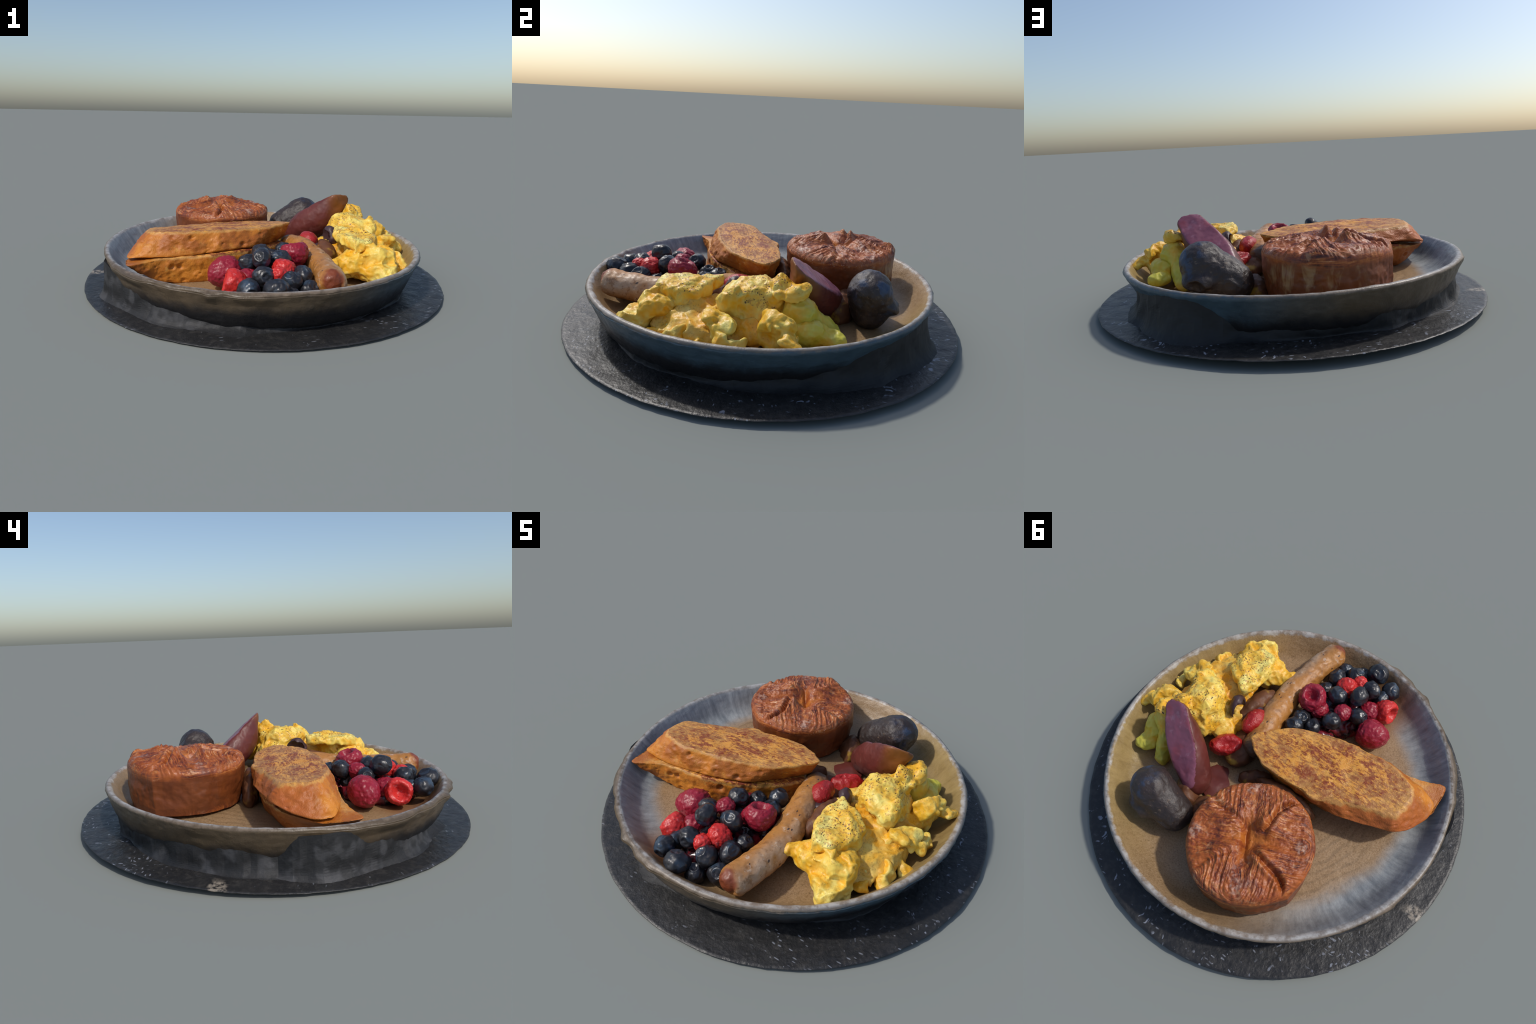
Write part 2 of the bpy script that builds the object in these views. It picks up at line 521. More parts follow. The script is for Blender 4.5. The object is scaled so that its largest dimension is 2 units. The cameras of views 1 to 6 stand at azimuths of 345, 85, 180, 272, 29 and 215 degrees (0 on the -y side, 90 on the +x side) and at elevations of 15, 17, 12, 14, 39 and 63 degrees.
def pastry_material():
    """caramelised laminated dough: layers follow the distance to the fold lines of four petals"""
    N = Nodes("laminated_dough")
    w = N.vec("ADD", N.vec("SCALE", N.noisevec(5, 2), scale=0.095), N.vec("SCALE", N.noisevec(20, 2), scale=0.024))
    p0 = N.vec("ADD", N.obj, w)
    p = N.vec("MULTIPLY", p0, (1, 1, 0))
    d, tip = None, None
    for px_, py_ in PETALS:
        cx, cy = px_ * 1.25, py_ * 1.25
        L = cx * cx + cy * cy
        t = N.math("DIVIDE", N.vec("DOT_PRODUCT", p, (cx, cy, 0)), L, clamp=True)
        di = N.vec("LENGTH", N.vec("SUBTRACT", p, N.vec("SCALE", (cx, cy, 0), scale=t)))
        ti = N.vec("DISTANCE", N.vec("MULTIPLY", N.obj, (1, 1, 0)), (cx, cy, 0))
        d = di if d is None else N.math("SMOOTH_MIN", d, di, 0.035)
        tip = ti if tip is None else N.math("MINIMUM", tip, ti)
    z = N.xyz(N.obj)[2]
    rr = N.vec("LENGTH", N.vec("MULTIPLY", N.obj, (1, 1, 0)))
    onside = N.ramp(rr, 0.272, 0.290)
    zz = N.math("SUBTRACT", N.math("ADD", z, N.math("MULTIPLY", N.noise(5, 2), 0.05)), 0.0)
    lay = N.math("ADD", N.math("MULTIPLY", d, N.math("SUBTRACT", 1.0, onside)), N.math("MULTIPLY", zz, onside))
    lines = N.noise(62, 4, 0.75, 0.0, N.comb(N.math("MULTIPLY", lay, 1.35), N.math("MULTIPLY", rr, 0.09), N.math("MULTIPLY", N.xyz(p0)[0], 0.10)))
    mott = N.noise(13, 4, 0.6)
    lines = N.math("ADD", N.math("MULTIPLY", N.math("SUBTRACT", lines, 0.5), N.math("MULTIPLY_ADD", N.ramp(N.noise(8, 3), 0.36, 0.62), 0.85, 0.50)), N.math("MULTIPLY_ADD", N.noise(55, 4, 0.7), 0.30, 0.36))
    base = N.colors(lines, [(0.30, (0.040, 0.010, 0.006)), (0.41, (0.145, 0.028, 0.010)), (0.51, (0.275, 0.062, 0.014)), (0.62, (0.45, 0.145, 0.030)), (0.74, (0.57, 0.34, 0.20))])  # palest stops are highlights on the pleats, baked into the ramp
    base = N.mix(N.math("MULTIPLY", N.ramp(mott, 0.46, 0.66), 0.75), base, (0.37, 0.098, 0.019))
    base = N.mix(N.math("MULTIPLY", N.ramp(mott, 0.46, 0.32), 0.65), base, (0.115, 0.028, 0.014))
    base = N.mix(N.math("MULTIPLY", N.ramp(N.noise(19, 4, 0.65, 0.6), 0.57, 0.71), 0.55), base, (0.54, 0.29, 0.15))
    # pale blotches at the heart of each petal, orange troughs, sugar specks
    base = N.mix(N.math("MULTIPLY", N.math("MULTIPLY", N.ramp(N.math("ADD", tip, N.math("MULTIPLY", N.noise(22, 3), 0.07)), 0.075, 0.045), N.ramp(N.noise(45, 3), 0.4, 0.6)), 0.55), base, (0.54, 0.38, 0.29))
    trough = N.math("MULTIPLY", N.ramp(d, 0.026, 0.006), N.ramp(rr, 0.14, 0.02))
    base = N.mix(N.math("MULTIPLY", trough, 0.75), base, (0.52, 0.17, 0.022))
    sugar = N.math("MULTIPLY", N.ramp(N.noise(120, 2, 0.6), 0.63, 0.72), N.ramp(N.vec("DOT_PRODUCT", N.obj, (0.6, -0.8, 0)), 0.02, 0.22))
    base = N.mix(N.math("MULTIPLY", sugar, 0.8), base, (0.60, 0.44, 0.33))
    sidec = N.mix(N.noise(11, 4, 0.65, 0.5), (0.075, 0.016, 0.006), (0.25, 0.068, 0.014))  # side browns lowered to the darkness of its shadowed view
    palestreak = N.math("MULTIPLY", N.ramp(N.noise(15, 4, 0.6, 0.4, N.vec("MULTIPLY", N.obj, (1, 1, 0.35))), 0.50, 0.66), N.ramp(N.vec("DOT_PRODUCT", N.obj, (0.35, 0.9, 0)), 0.14, 0.27))
    sidec = N.mix(N.math("MULTIPLY", palestreak, 0.7), sidec, (0.40, 0.26, 0.12))
    low = N.ramp(N.math("ADD", z, N.math("MULTIPLY", N.noise(14, 3), 0.04)), 0.222, 0.192)
    c = N.mix(N.math("MULTIPLY", low, N.ramp(rr, 0.255, 0.275)), base, sidec)
    N.bump(N.math("ADD", N.math("MULTIPLY", lines, N.math("MULTIPLY_ADD", onside, -0.75, 1.0)), N.math("MULTIPLY", N.noise(60, 3), 0.4)), 0.6, 0.005)
    return N.finish(c, N.math("MULTIPLY_ADD", lines, -0.3, 0.58), 0.45)


def sausage_material():
    N = Nodes("grilled_sausage")
    tanc = N.mix(N.noise(16, 4, 0.65, 0.4), (0.33, 0.120, 0.020), (0.49, 0.235, 0.062))
    grey = N.mix(N.noise(40, 4, 0.7), (0.34, 0.235, 0.135), (0.56, 0.47, 0.39))
    side = N.ramp(N.math("ADD", N.vec("DOT_PRODUCT", N.obj, (0.7, -0.12, 0.5)), N.math("MULTIPLY", N.noise(9, 3), 0.10)), 0.10, 0.21)
    c = N.mix(N.math("MULTIPLY", side, N.ramp(N.noise(10, 3), 0.30, 0.55)), tanc, grey)
    c = N.mix(N.math("MULTIPLY", N.ramp(N.noise(75, 3, 0.6), 0.60, 0.7), 0.6), c, (0.16, 0.065, 0.025))
    c = N.mix(N.math("MULTIPLY", N.ramp(N.noise(28, 4, 0.7, 0.3), 0.54, 0.68), 0.6), c, (0.20, 0.085, 0.026))
    c = N.mix(N.math("MULTIPLY", N.ramp(N.noise(24, 4, 0.7), 0.58, 0.70), 0.5), c, (0.60, 0.50, 0.40))
    v = N.voronoi(20, vec=N.vec("ADD", N.vec("MULTIPLY", N.obj, (1.4, 0.8, 1.2)), N.vec("SCALE", N.noisevec(30), scale=0.02)))
    c = N.mix(N.math("MULTIPLY", N.ramp(v, 0.13, 0.09), 0.85), c, (0.028, 0.018, 0.022))
    cap = N.spots((-0.064, -0.392, 0.110), (0.050, 0.052, 0.052), 0.25, 0.03, 25)
    c = N.mix(cap, c, N.mix(N.noise(45, 3), (0.12, 0.022, 0.008), (0.25, 0.060, 0.020)))
    far = N.ramp(N.xyz(N.obj)[1], 0.30, 0.40)
    c = N.mix(N.math("MULTIPLY", far, 0.85), c, (0.07, 0.045, 0.032))
    N.bump(N.math("ADD", N.noise(55, 4, 0.6), N.math("MULTIPLY", N.noise(20, 2), 2)), 0.4, 0.004)
    return N.finish(c, N.math("MULTIPLY_ADD", N.noise(30), 0.3, 0.30), 0.45)


def egg_material(name, pepper, green=0.0, orange=0.0):
    N = Nodes(name)
    big = N.noise(9, 3, 0.6, 0.5)
    deep = N.mix(N.noise(15, 3), (0.74, 0.30, 0.005), (0.82, 0.46, 0.012))
    pale = N.mix(N.noise(20, 3), (0.80, 0.56, 0.045), (0.81, 0.68, 0.22))
    f = N.math("ADD", N.math("MULTIPLY", N.ramp(big, 0.38, 0.64), 0.75), N.math("MULTIPLY", N.ramp(N.geo.outputs["Pointiness"], 0.46, 0.56), 0.3), clamp=True)
    c = N.mix(f, deep, pale)
    c = N.mix(N.math("MULTIPLY", N.ramp(N.noise(10, 2, 0.5), 0.54, 0.66), 0.6), c, (0.75, 0.70, 0.22))
    if orange:
        c = N.mix(orange, c, (0.70, 0.25, 0.006))
    if green:
        c = N.mix(N.math("MULTIPLY", N.ramp(N.noise(8, 3), 0.3, 0.65), green), c, (0.50, 0.48, 0.035))
    if pepper:
        pv = N.vec("ADD", N.obj, N.vec("SCALE", N.noisevec(60), scale=0.016))
        v = N.voronoi(95, vec=pv)
        up = N.ramp(N.xyz(N.geo.outputs["Normal"])[2], 0.2, 0.65)
        where = N.math("MULTIPLY", N.ramp(N.noise(12, 3, 0.6), 0.36, 0.52), up)
        pick = N.xyz(N.voronoi(95, vec=pv, out="Color"))[0]
        big_p = N.math("MULTIPLY", N.ramp(v, 0.42, 0.28), N.math("MULTIPLY", where, N.ramp(pick, 0.30, 0.36)))
        c = N.mix(N.math("MULTIPLY", big_p, 0.92 * pepper), c, (0.055, 0.026, 0.014))
        dust = N.math("MULTIPLY", N.ramp(N.noise(85, 2, 0.6), 0.52, 0.62), where)
        c = N.mix(N.math("MULTIPLY", dust, 0.65 * pepper), c, (0.46, 0.20, 0.035))
    N.bump(N.math("ADD", N.noise(40, 4, 0.6), N.math("MULTIPLY", N.noise(110, 2), 0.4)), 0.45, 0.006)
    return N.finish(c, 0.42, 0.4)


def dark_potato_material():
    N = Nodes("charred_purple_skin")
    c = N.mix(N.noise(10, 5, 0.65, 0.4), (0.012, 0.008, 0.009), (0.052, 0.035, 0.028))
    c = N.mix(N.math("MULTIPLY", N.ramp(N.noise(70, 3, 0.6, 0.4, N.vec("MULTIPLY", N.obj, (0.5, 1, 1))), 0.60, 0.72), 0.7), c, (0.17, 0.115, 0.075))
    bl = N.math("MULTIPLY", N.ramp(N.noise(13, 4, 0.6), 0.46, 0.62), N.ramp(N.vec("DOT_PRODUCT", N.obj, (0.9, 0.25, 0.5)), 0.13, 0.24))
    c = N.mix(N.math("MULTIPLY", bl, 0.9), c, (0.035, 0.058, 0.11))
    N.bump(N.math("ADD", N.noise(36, 5, 0.7), N.math("MULTIPLY", N.noise(12, 2), 2)), 0.6, 0.008)
    return N.finish(c, N.math("MULTIPLY_ADD", N.noise(25), 0.35, 0.28), 0.5)


def wedge_skin_material():
    N = Nodes("red_potato_skin")
    c = N.mix(N.noise(9, 4, 0.6, 0.3), (0.060, 0.013, 0.012), (0.165, 0.036, 0.026))
    c = N.mix(N.math("MULTIPLY", N.ramp(N.noise(30, 4), 0.55, 0.75), 0.35), c, (0.20, 0.085, 0.07))
    c = N.mix(N.math("MULTIPLY", N.ramp(N.vec("DOT_PRODUCT", N.obj, (0.8, -0.5, 0.2)), 0.10, 0.2), 0.6), c, (0.26, 0.105, 0.018))
    N.bump(N.noise(35, 4), 0.35, 0.005)
    return N.finish(c, 0.42, 0.4)


def wedge_face_material():
    N = Nodes("purple_potato_flesh")
    c = N.mix(N.noise(8, 4, 0.6, 0.4), (0.150, 0.040, 0.066), (0.30, 0.105, 0.150))
    c = N.mix(N.math("MULTIPLY", N.ramp(N.noise(28, 4), 0.54, 0.7), 0.45), c, (0.36, 0.19, 0.25))
    c = N.mix(N.math("MULTIPLY", N.ramp(N.noise(10, 3), 0.5, 0.34), 0.6), c, (0.27, 0.050, 0.060))
    N.bump(N.noise(26, 4), 0.4, 0.006)
    return N.finish(c, 0.40, 0.4)


def blueberry_material():
    N = Nodes("blueberry_skin")
    rnd = N.info.outputs["Random"]
    q = N.vec("ADD", N.obj, N.vec("SCALE", (3.1, 1.7, 2.3), scale=rnd))
    c = N.mix(N.noise(22, 4, 0.6, 0.3, q), (0.005, 0.005, 0.007), (0.026, 0.026, 0.032))
    bloom = N.math("MULTIPLY", N.ramp(N.noise(16, 3, 0.6, 0, q), 0.52, 0.68), N.math("MULTIPLY_ADD", rnd, 0.5, 0.35))
    c = N.mix(bloom, c, (0.040, 0.068, 0.105))
    c = N.mix(N.math("MULTIPLY", N.ramp(N.noise(19, 3, 0.6, 0, N.vec("ADD", q, (5, 5, 5))), 0.60, 0.72), 0.5), c, (0.11, 0.090, 0.075))
    N.bump(N.noise(50, 4, 0.6, 0, q), 0.4, 0.004)
    return N.finish(c, N.math("MULTIPLY_ADD", N.noise(28, 3, 0.5, 0, q), 0.40, 0.14), 0.55)


def raspberry_material(name, a, b):
    N = Nodes(name)
    rnd = N.info.outputs["Random"]
    q = N.vec("ADD", N.obj, N.vec("SCALE", (2.1, 1.3, 3.3), scale=rnd))
    c = N.mix(N.noise(15, 4, 0.6, 0.2, q), a, b)
    c = N.mix(N.math("MULTIPLY", N.ramp(N.noise(85, 2, 0.6, 0, q), 0.62, 0.7), 0.6), c, (0.14, 0.006, 0.018))
    c = N.mix(N.math("MULTIPLY", N.ramp(N.noise(45, 3, 0.6, 0, q), 0.58, 0.72), 0.45), c, (0.62, 0.16, 0.17))
    N.bump(N.math("ADD", N.noise(42, 4, 0.6, 0, q), N.voronoi(55, vec=q)), 0.45, 0.006)
    return N.finish(c, 0.38, 0.4, sss=0.05)


def compote_material():
    N = Nodes("berry_compote")
    c = N.mix(N.ramp(N.noise(14, 4, 0.6), 0.42, 0.62), (0.012, 0.009, 0.012), (0.20, 0.012, 0.020))
    N.bump(N.noise(40, 3), 0.5, 0.006)
    return N.finish(c, 0.25, 0.5)


def tomato_material():
    N = Nodes("roast_tomato_skin")
    c = N.mix(N.noise(9, 4, 0.6), (0.24, 0.008, 0.008), (0.50, 0.022, 0.020))
    c = N.mix(N.math("MULTIPLY", N.ramp(N.noise(70, 2), 0.66, 0.72), 0.7), c, (0.58, 0.26, 0.20))
    c = N.mix(N.math("MULTIPLY", N.ramp(N.noise(7, 3), 0.55, 0.7), 0.5), c, (0.075, 0.010, 0.010))
    N.bump(N.noise(30, 5, 0.65), 0.7, 0.012)
    return N.finish(c, N.math("MULTIPLY_ADD", N.noise(20), 0.4, 0.18), 0.5)


def leaf_material():
    N = Nodes("charred_leaf")
    c = N.mix(N.noise(14, 4, 0.6), (0.022, 0.012, 0.014), (0.085, 0.042, 0.045))
    c = N.mix(N.math("MULTIPLY", N.ramp(N.noise(20, 3), 0.56, 0.72), 0.6), c, (0.15, 0.055, 0.025))
    N.bump(N.noise(40, 3), 0.4, 0.004)
    return N.finish(c, 0.45, 0.4)


# ------------------------------------------------------------------ slate board
def build_board():
    mat = slate_material()
    n, rings = 420, 70
    a = np.linspace(0, 2 * np.pi, n, endpoint=False)
    R = 1.0 + 0.0035 * np.cos(a - 5.4) - 0.003 * np.sin(a) * np.cos(a)
    circ = np.stack([np.cos(a), np.sin(a), 0 * a], 1)
    R = R + 0.004 * fbm(circ, 9, 3, 3) + 0.002 * perlin(circ, 30, 9)
    R = np.minimum(R, 1.0 / np.maximum(np.abs(np.cos(a)), np.abs(np.sin(a))))

    def zt(x, y):
        th = np.arctan2(y, x)
        r = np.hypot(x, y)
        return 0.0165 + (0.0016 * np.cos(th) + 0.0138 * np.sin(th)) * r + r * r * (-0.0014 * np.cos(2 * th) - 0.0041 * np.sin(2 * th)) + 0.004

    rr = np.linspace(0.0, 1.0, rings)
    rr[0] = 0.002
    X = rr[:, None] * R * np.cos(a)
    Y = rr[:, None] * R * np.sin(a)
    P = np.stack([X, Y, 0 * X], -1).reshape(-1, 3)
    rel = 0.0026 * fbm(P, 13, 3, 5) + 0.0026 * perlin(P, 45, 8)
    Z = zt(X, Y) + rel.reshape(X.shape)
    top = np.stack([X, Y, Z], -1)
    edge = top[-1].copy()
    mid = edge.copy()
    mid[:, :2] *= 1.0012
    mid[:, 2] -= 0.002
    low = edge.copy()
    low[:, :2] *= 0.997
    low[:, 2] -= 0.005
    bot = top[::-1].copy()
    bot[:, :, 2] -= 0.0055
    bot[:, :, :2] *= 0.993
    G = np.concatenate([top, mid[None], low[None], bot])
    V = G.reshape(-1, 3)
    V[:, 2] -= V[:, 2].min()
    F = grid_faces(len(G), n)
    ob = mesh_object("slate_board", V, F, mat)
    return tag(ob, "thin round black slate board with pale mineral flecks", "serving board")


# ------------------------------------------------------------------ bowl
def build_bowl(glaze, footm):
    bowl = empty("bowl", (BC[0], BC[1], 0.02), "wide shallow stoneware bowl, tan glaze with painted blue-grey sky reflection, pale rim", "bowl")
    n = 540
    a = np.linspace(0, 2 * np.pi, n, endpoint=False)
    az = np.degrees(a)
    circ = np.stack([np.cos(a), np.sin(a), 0 * a], 1)
    R = 0.8755 + 0.0036 * np.cos(2 * a) * 0 + 0.0027 * np.sin(2 * a) + 0.0025 * fbm(circ, 4, 3, 2)
    # nicks and a ragged lip on the near left
    rag = sstep(-165, -135, (az + 180) % 360 - 180) * sstep(-80, -110, (az + 180) % 360 - 180)
    nick = np.clip(perlin(circ, 9, 21) + 0.1, 0, 1) * 0.3 + np.clip(perlin(circ, 12, 22), 0, 1)
    R = R + rag * 0.012 * nick
    A = (az + 180) % 360 - 180
    lumps = 0 * a
    for at, up, wd in ((-105, .010, 4), (-111, .016, 3.5), (-119.5, .018, 2.2), (-131, .006, 4), (-145, .010, 5), (-152, .012, 5), (-160, .010, 3), (157, .010, 4)):
        lumps = lumps + up * np.exp(-((A - at) / wd) ** 2)
    zr = 0.2275 + 0.0028 * np.cos(a) * 0 - 0.0009 * np.cos(2 * a) - 0.005 * np.sin(2 * a) + 0.003 * fbm(circ, 6, 3, 7) + rag * 0.008 * nick
    # profile: (radius relative to the rim, height, share of the rim wobble)
    prof = [(-0.140, 0.008, 0), (-0.090, 0.035, 0), (-0.064, 0.062, 0), (-0.045, 0.092, 0.1), (-0.030, 0.122, 0.3), (-0.018, 0.152, 0.5),
            (-0.009, 0.180, 0.8), (-0.003, 0.202, 1), (0.000, 0.214, 1), (-0.003, 0.222, 1), (-0.010, 0.2265, 1), (-0.018, 0.2265, 1),
            (-0.026, 0.223, 1), (-0.035, 0.213, 1), (-0.050, 0.193, 0.6), (-0.070, 0.164, 0.4), (-0.095, 0.134, 0.2),
            (-0.125, 0.113, 0), (-0.165, 0.102, 0), (-0.22, 0.100, 0), (-0.30, 0.102, 0), (-0.45, 0.103, 0), (-0.65, 0.104, 0), (-0.8735, 0.104, 0)]
    C = catmull(prof, 150)
    rad = np.maximum(C[:, 0][:, None] + R[None, :] * np.clip((C[:, 0][:, None] + 0.875) / 0.4, 0, 1)
                     + 0.8755 * (1 - np.clip((C[:, 0][:, None] + 0.875) / 0.4, 0, 1)), 0.002)
    slim = np.zeros(len(C))
    slim[:50] = np.interp(C[:50, 1], [0.0, .035, .062, .092, .122, .152, .185, .205], [0, -.004, -.010, -.015, -.018, -.015, -.007, 0])
    full = np.zeros(len(C))
    full[:50] = np.interp(C[:50, 1], [0.0, .03, .062, .10, .14, .18], [.008, .010, .010, .010, .008, .004])
    k = np.argmax(C[:, 1])
    slim[k:] = 0
    full[k:] = 0
    south = sstep(0.45, 0.75, 0.5 + 0.5 * np.cos(a + 1.57))
    east = 0.5 + 0.5 * np.cos(a - 0.05)
    rad = np.maximum(rad + slim[:, None] * sstep(0.35, 0.8, east)[None, :] + full[:, None] * south[None, :], 0.002)
    # clumps stuck to the outside of the lip
    lip = np.zeros(len(C))
    lip[:k] = np.interp(C[:k, 1], [.165, .20, .215, .2265], [0, 1, 1, .3])
    rad = rad + lip[:, None] * lumps[None, :]
    h = C[:, 1][:, None] + C[:, 2][:, None] * (zr - 0.2275)[None, :]
    X, Y = BC[0] + rad * np.cos(a), BC[1] + rad * np.sin(a)
    Z = h + tilt(X, Y)
    swell = 0.028 * np.exp(-((X - .08) ** 2 + (Y - .17) ** 2) / .11 ** 2) + 0.030 * np.exp(-((X - .17) ** 2 + (Y - .40) ** 2) / .07 ** 2) + 0.008 * np.exp(-((X + .36) ** 2 + (Y - .15) ** 2) / .12 ** 2)
    swell[:k] = 0
    Z = Z + swell
    V = np.stack([X, Y, Z], -1).reshape(-1, 3)
    F = grid_faces(len(C), n)
    nr = normals_of(V, F)
    amp = np.repeat(np.interp(C[:, 1] + 0 * C[:, 0], [0.09, 0.15, 0.2, 0.23], [0.002, 0.003, 0.003, 0.0025]), n)
    outer = np.repeat(np.arange(len(C)) < 55, n)
    amp = np.where(outer, 0.006, amp)
    V = V + nr * (amp * (fbm(V, 9, 3, 4) + 0.4 * fbm(V, 40, 2, 6)))[:, None]
    V[:, 2] = np.maximum(V[:, 2], 0.004)
    body = mesh_object("bowl_body", V, F[:, ::-1], glaze, (BC[0], BC[1], 0.02), bowl)
    # material coordinates are the world frame: keep the origin of the body at the world origin
    body.data.transform(__import__("mathutils").Matrix.Translation((BC[0], BC[1], 0.02)))
    body.location = (-BC[0], -BC[1], -0.02)
    # dark irregular foot that spreads onto the board
    m = 200
    a = np.linspace(0, 2 * np.pi, m, endpoint=False)
    az = np.degrees(a)
    n = m
    rf = periodic(az, [(-179, .860), (-175, .880), (-169, .905), (-163, .892), (-158, .872), (-150, .858), (-139, .868), (-131, .85), (-122, .83), (-113, .87), (-104, .81), (-90, .79), (-63, .775), (-45, .80), (-29, .78), (-11, .815), (9, .830),
                       (16, .848), (24, .865), (31, .884), (37, .872), (46, .90), (52, .917), (58, .915), (64, .885), (70, .84), (78, .818), (92, .79), (105, .785), (118, .83), (125, .81), (146, .855), (159, .848), (171, .862)])
    ztop = periodic(az, [(-180, .13), (-175, .18), (-165, .195), (-158, .17), (-142, .16), (-130, .10), (-120, .06), (-91, .04), (-50, .045), (-40, .085), (-25, .05), (-11, .06), (9, .06), (16, .09), (24, .125), (31, .165), (40, .17), (46, .195), (60, .195), (66, .13), (72, .07),
                         (105, .06), (116, .11), (125, .09), (140, .12), (159, .12), (170, .14)])
    rt = np.interp(ztop, [.008, .035, .062, .092, .122, .152, .18, .21], np.array([-.14, -.09, -.064, -.045, -.030, -.018, -.009, 0]) + .8705)
    rt = rt - 0.008 * sstep(.35, .8, 0.5 + 0.5 * np.cos(a - 0.05)) + periodic(az, [(-180, -.010), (-176, .006), (-169, .026), (-162, .026), (-156, .004), (-142, -.008), (-130, 0), (30, 0), (46, .012), (60, .012), (66, 0), (160, 0)])
    k = 18
    u = np.linspace(0, 1, k)[:, None]
    flare = (1 - u) ** 2.4
    rad = rt + (rf - rt) * flare + 0.022 * (1 - u) ** 10
    h = 0.004 + (ztop - 0.004) * u
    # closing rings run inward under the bowl
    X, Y = BC[0] + rad * np.cos(a), BC[1] + rad * np.sin(a)
    Z = h + 0.014 + 0.0138 * Y + 0.002 * X
    V = np.stack([X, Y, Z], -1).reshape(-1, 3)
    crump = (0.013 * fbm(V * [1, 1, 0.6], 9, 3, 31) + 0.016 * (worley(V * [1, 1, 0.5], 13, 5)[0] - 0.45))
    crump *= np.repeat((0.25 + np.sin(np.pi * np.clip(u[:, 0], 0, 1)) * 0.9), n)
    V[:, 0] += crump * np.tile(np.cos(a), k)
    V[:, 1] += crump * np.tile(np.sin(a), k)
    G = V.reshape(k, n, 3)
    inn = G[-1].copy()
    ri = np.minimum(rt - 0.014, 0.853)
    inn[:, 0], inn[:, 1] = BC[0] + ri * np.cos(a), BC[1] + ri * np.sin(a)
    inn[:, 2] -= 0.02
    dn = G[0].copy()
    dn[:, 0], dn[:, 1] = BC[0] + (rf - 0.06) * np.cos(a), BC[1] + (rf - 0.06) * np.sin(a)
    dn[:, 2] -= 0.004
    st = G[0].copy()
    st[:, 2] -= 0.006
    G = np.concatenate([dn[None], st[None], G, inn[None], dn[None]])
    V = G.reshape(-1, 3)
    V[:, 2] = np.maximum(V[:, 2], 0.002)
    mesh_object("bowl_foot", V, grid_faces(len(G), n)[:, ::-1][:, ::-1], footm, (BC[0], BC[1], 0.02), bowl, smooth=False)


# ------------------------------------------------------------------ french toast
def loft_slice(name, top, bottom, mat, origin, seed, rnd, bumps, lean=0.0):
    n, lev, rings = 320, 34, 26
    T, B = catmull(top, n, True), catmull(bottom, n, True)
    s = np.linspace(0, 1, lev)
    ct, cb = T.mean(0), B.mean(0)
    rows = []
    # top cap rings, wall, bottom cap rings
    for k in range(rings):
        f = max(k / rings, 0.003)
        q = ct + (T - ct) * f
        m = 1 - f
        q[:, 2] = q[:, 2] * 1.0 + 0.004 * sstep(0, 1, m * 2)
        rows.append(q)
    for u in s:
        q = T * (1 - u) + B * u
        c = ct * (1 - u) + cb * u
        inset = rnd * ((1 - min(u / 0.12, 1)) ** 2 + (1 - min((1 - u) / 0.12, 1)) ** 2)
        d = q - c
        L = np.linalg.norm(d[:, :2], axis=1)[:, None]
        q = q.copy()
        q[:, :2] -= d[:, :2] / L * inset
        q[:, :2] += d[:, :2] / L * lean * math.sin(math.pi * u)
        rows.append(q)
    for k in range(rings - 1, -1, -1):
        f = max(k / rings, 0.003)
        rows.append(cb + (B - cb) * f)
    V = np.concatenate(rows)
    F = grid_faces(len(rows), n)
    nr = normals_of(V, F)
    if nr[(rings + lev // 2) * n] @ (V[(rings + lev // 2) * n] - ct) < 0:
        F, nr = F[:, ::-1], -nr
    wall = np.zeros(len(rows))
    wall[rings:rings + lev] = np.sin(np.pi * np.clip(s, 0.02, 0.98)) ** 0.5
    wall = np.repeat(wall, n)
    f1, f2 = worley(V * [1, 1, 1.1], 24, seed)
    h1, h2 = worley(V, 11, seed + 9)
    pores = -np.clip(0.20 - f1, 0, 1) * 0.05 - np.clip(0.22 - h1, 0, 1) * 0.12
    dis = (bumps * (fbm(V, 10, 4, seed, 0.55)) + pores + 0.0035 * fbm(V, 30, 2, seed + 4)) * wall
    dis = dis + (1 - wall) * (0.006 * fbm(V, 12, 3, seed + 2) + 0.0022 * fbm(V, 60, 2, seed + 6))
    V = V + nr * dis[:, None]
    return mesh_object(name, V, F, mat, origin)


